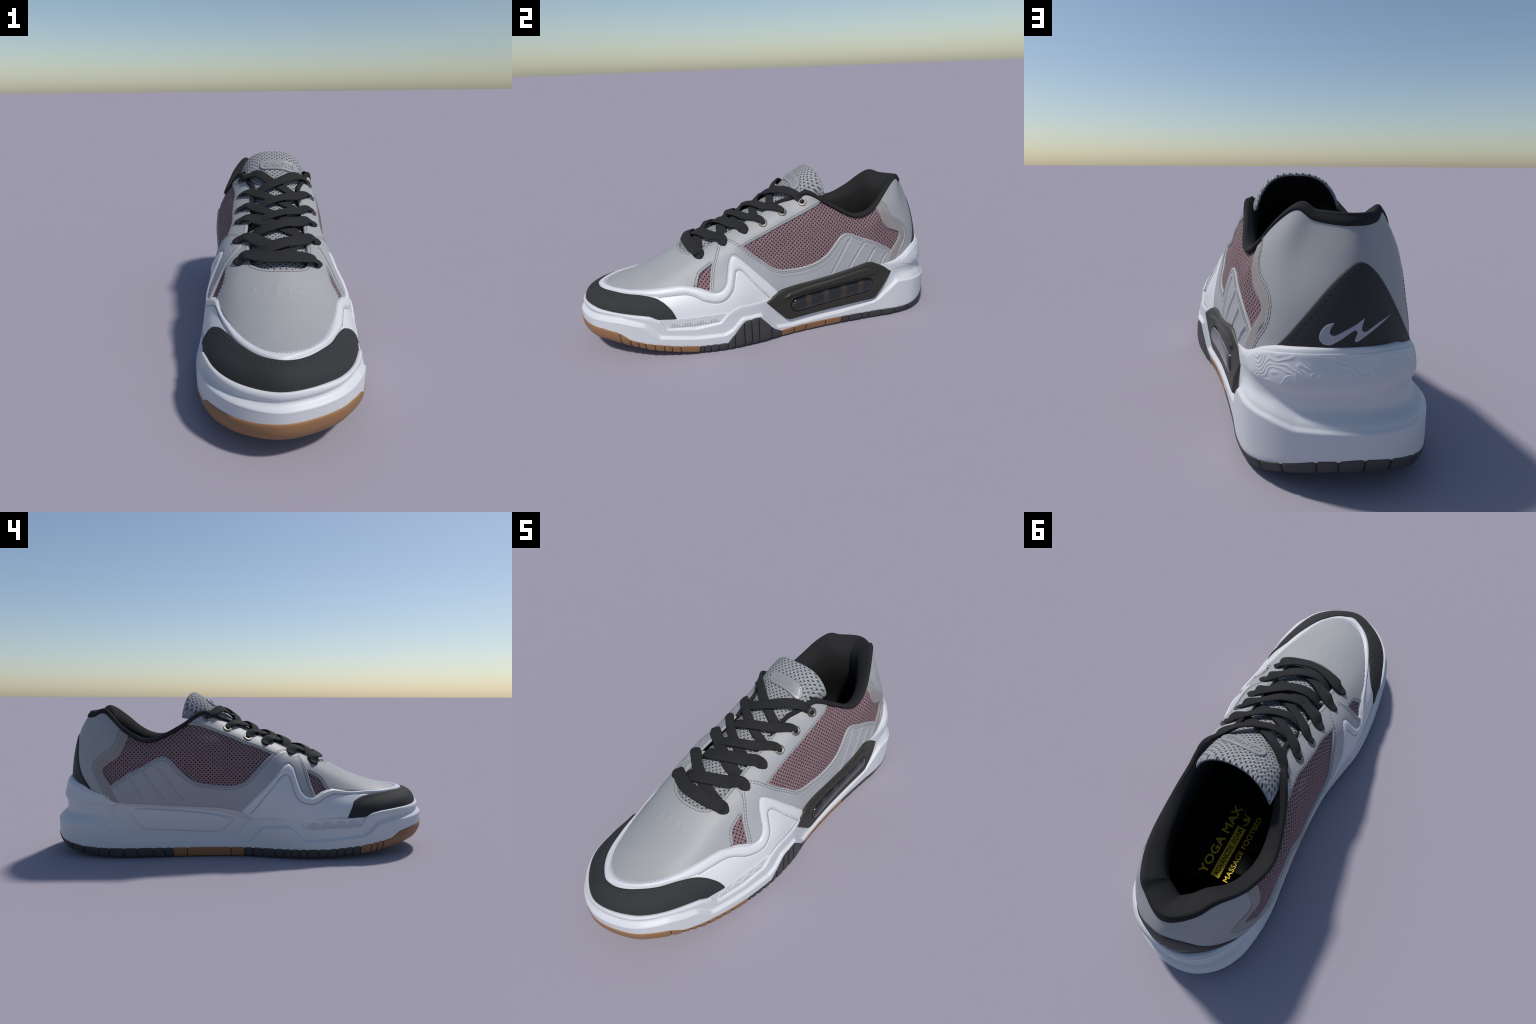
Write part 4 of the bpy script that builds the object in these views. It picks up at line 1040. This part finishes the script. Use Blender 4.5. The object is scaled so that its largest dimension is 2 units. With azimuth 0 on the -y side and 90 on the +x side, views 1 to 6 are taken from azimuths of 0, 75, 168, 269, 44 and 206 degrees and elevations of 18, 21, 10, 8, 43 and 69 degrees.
for i in range(5):
    for s in (-1, 1):
        top = s > 0
        ex, ey = EY[s][i]; nx_, ny_ = EY[-s][i + 1]
        p, n = ey_pt(s, i)
        wid = .0220 if i < 3 else .0280
        iw = np.array([0, -1.0, 0]) ; inner = np.array([-s, 0, 0.0])
        open_ = i < 3
        c = []
        if open_:
            c.append((p + n * -.004, unit(n + inner * -.2), .45, 1.5)); c.append((p + n * .006 + inner * .003, unit(n + inner * -.5), .55, 1.35)); 
            c.append((p + n * .0135 + inner * .016, unit(n + inner * -.3), .78, 1.15))
        else:
            q = p - inner * .006
            c.append((q + n * .002 - inner * .004, unit(n - inner * .4), .22, .8)); c.append((q + n * .0075 + inner * .010, unit(n - inner * .3), .66, 1.15)); c.append((q + n * .0125 + inner * .026, unit(n - inner * .15), .92, 1.1))
        # across the eyestay, sagging towards the toe, then under the far eyestay
        sag = (.006, .058, .104, .130, .136, .128) if i < 4 else (.000, .050, .090, .114, .118, .112)
        if i == 0: sag = (.008, .062, .112, .143, .152, .138)
        if i == 3: sag = (.002, .042, .084, .108, .112, .106)
        q, m = u_pt(s * .130, ey - sag[0] - .016, .0130); c.append((q, unit(m * .7 + np.array([0, -.1, .7])), 1.0, 1))
        for xx, sg, h1, h2 in ((.080, sag[1], .027, .024), (.020, sag[2], .028, .013), (-.040, sag[3], .024, .010), (-.080, sag[4], .017, .008)):
            q, m = t_pt(s * xx, ey - sg, h1 if top else h2); c.append((q, m, 1, 1))
        q, m = t_pt(-s * .118, ey - (sag[4] + sag[5]) / 2, .006); c.append((q, m, .95, .8))
        q, m = t_pt(-s * .143, ey - sag[5], -.004); c.append((q, m, .9, .6))
        V, F = lace(c, wid); lace_obj(V, F, i * 3 + s)
# the first, straight bar
c = []
for s in (-1, 1):
    p, n = ey_pt(s, 5); inner = np.array([-s, 0, 0.0]); q = p - inner * .006
    e = [(q + n * .002 - inner * .004, unit(n - inner * .4), .22, .8), (q + n * .0075 + inner * .010, unit(n - inner * .3), .66, 1.15), (q + n * .0125 + inner * .026, unit(n - inner * .15), .92, 1.1)]
    q, m = u_pt(s * .135, -.374, .0145); e.append((q, unit(m + np.array([0, 0, .6])), 1, 1))
    if s < 0: c += e; q, m = t_pt(-.055, -.402, .030); c.append((q, m, 1, 1)); q, m = t_pt(.035, -.402, .030); c.append((q, m, 1, 1))
    else: c += e[::-1]
V, F = lace(c, .0300); lace_obj(V, F, 40)

# ---------------------------------------------------------------- gather the stitching
for nm, (mat, V, F) in STITCH.items():
    add("seam" if "seam" in nm else "stitching", V, F, mat, stuff=True)
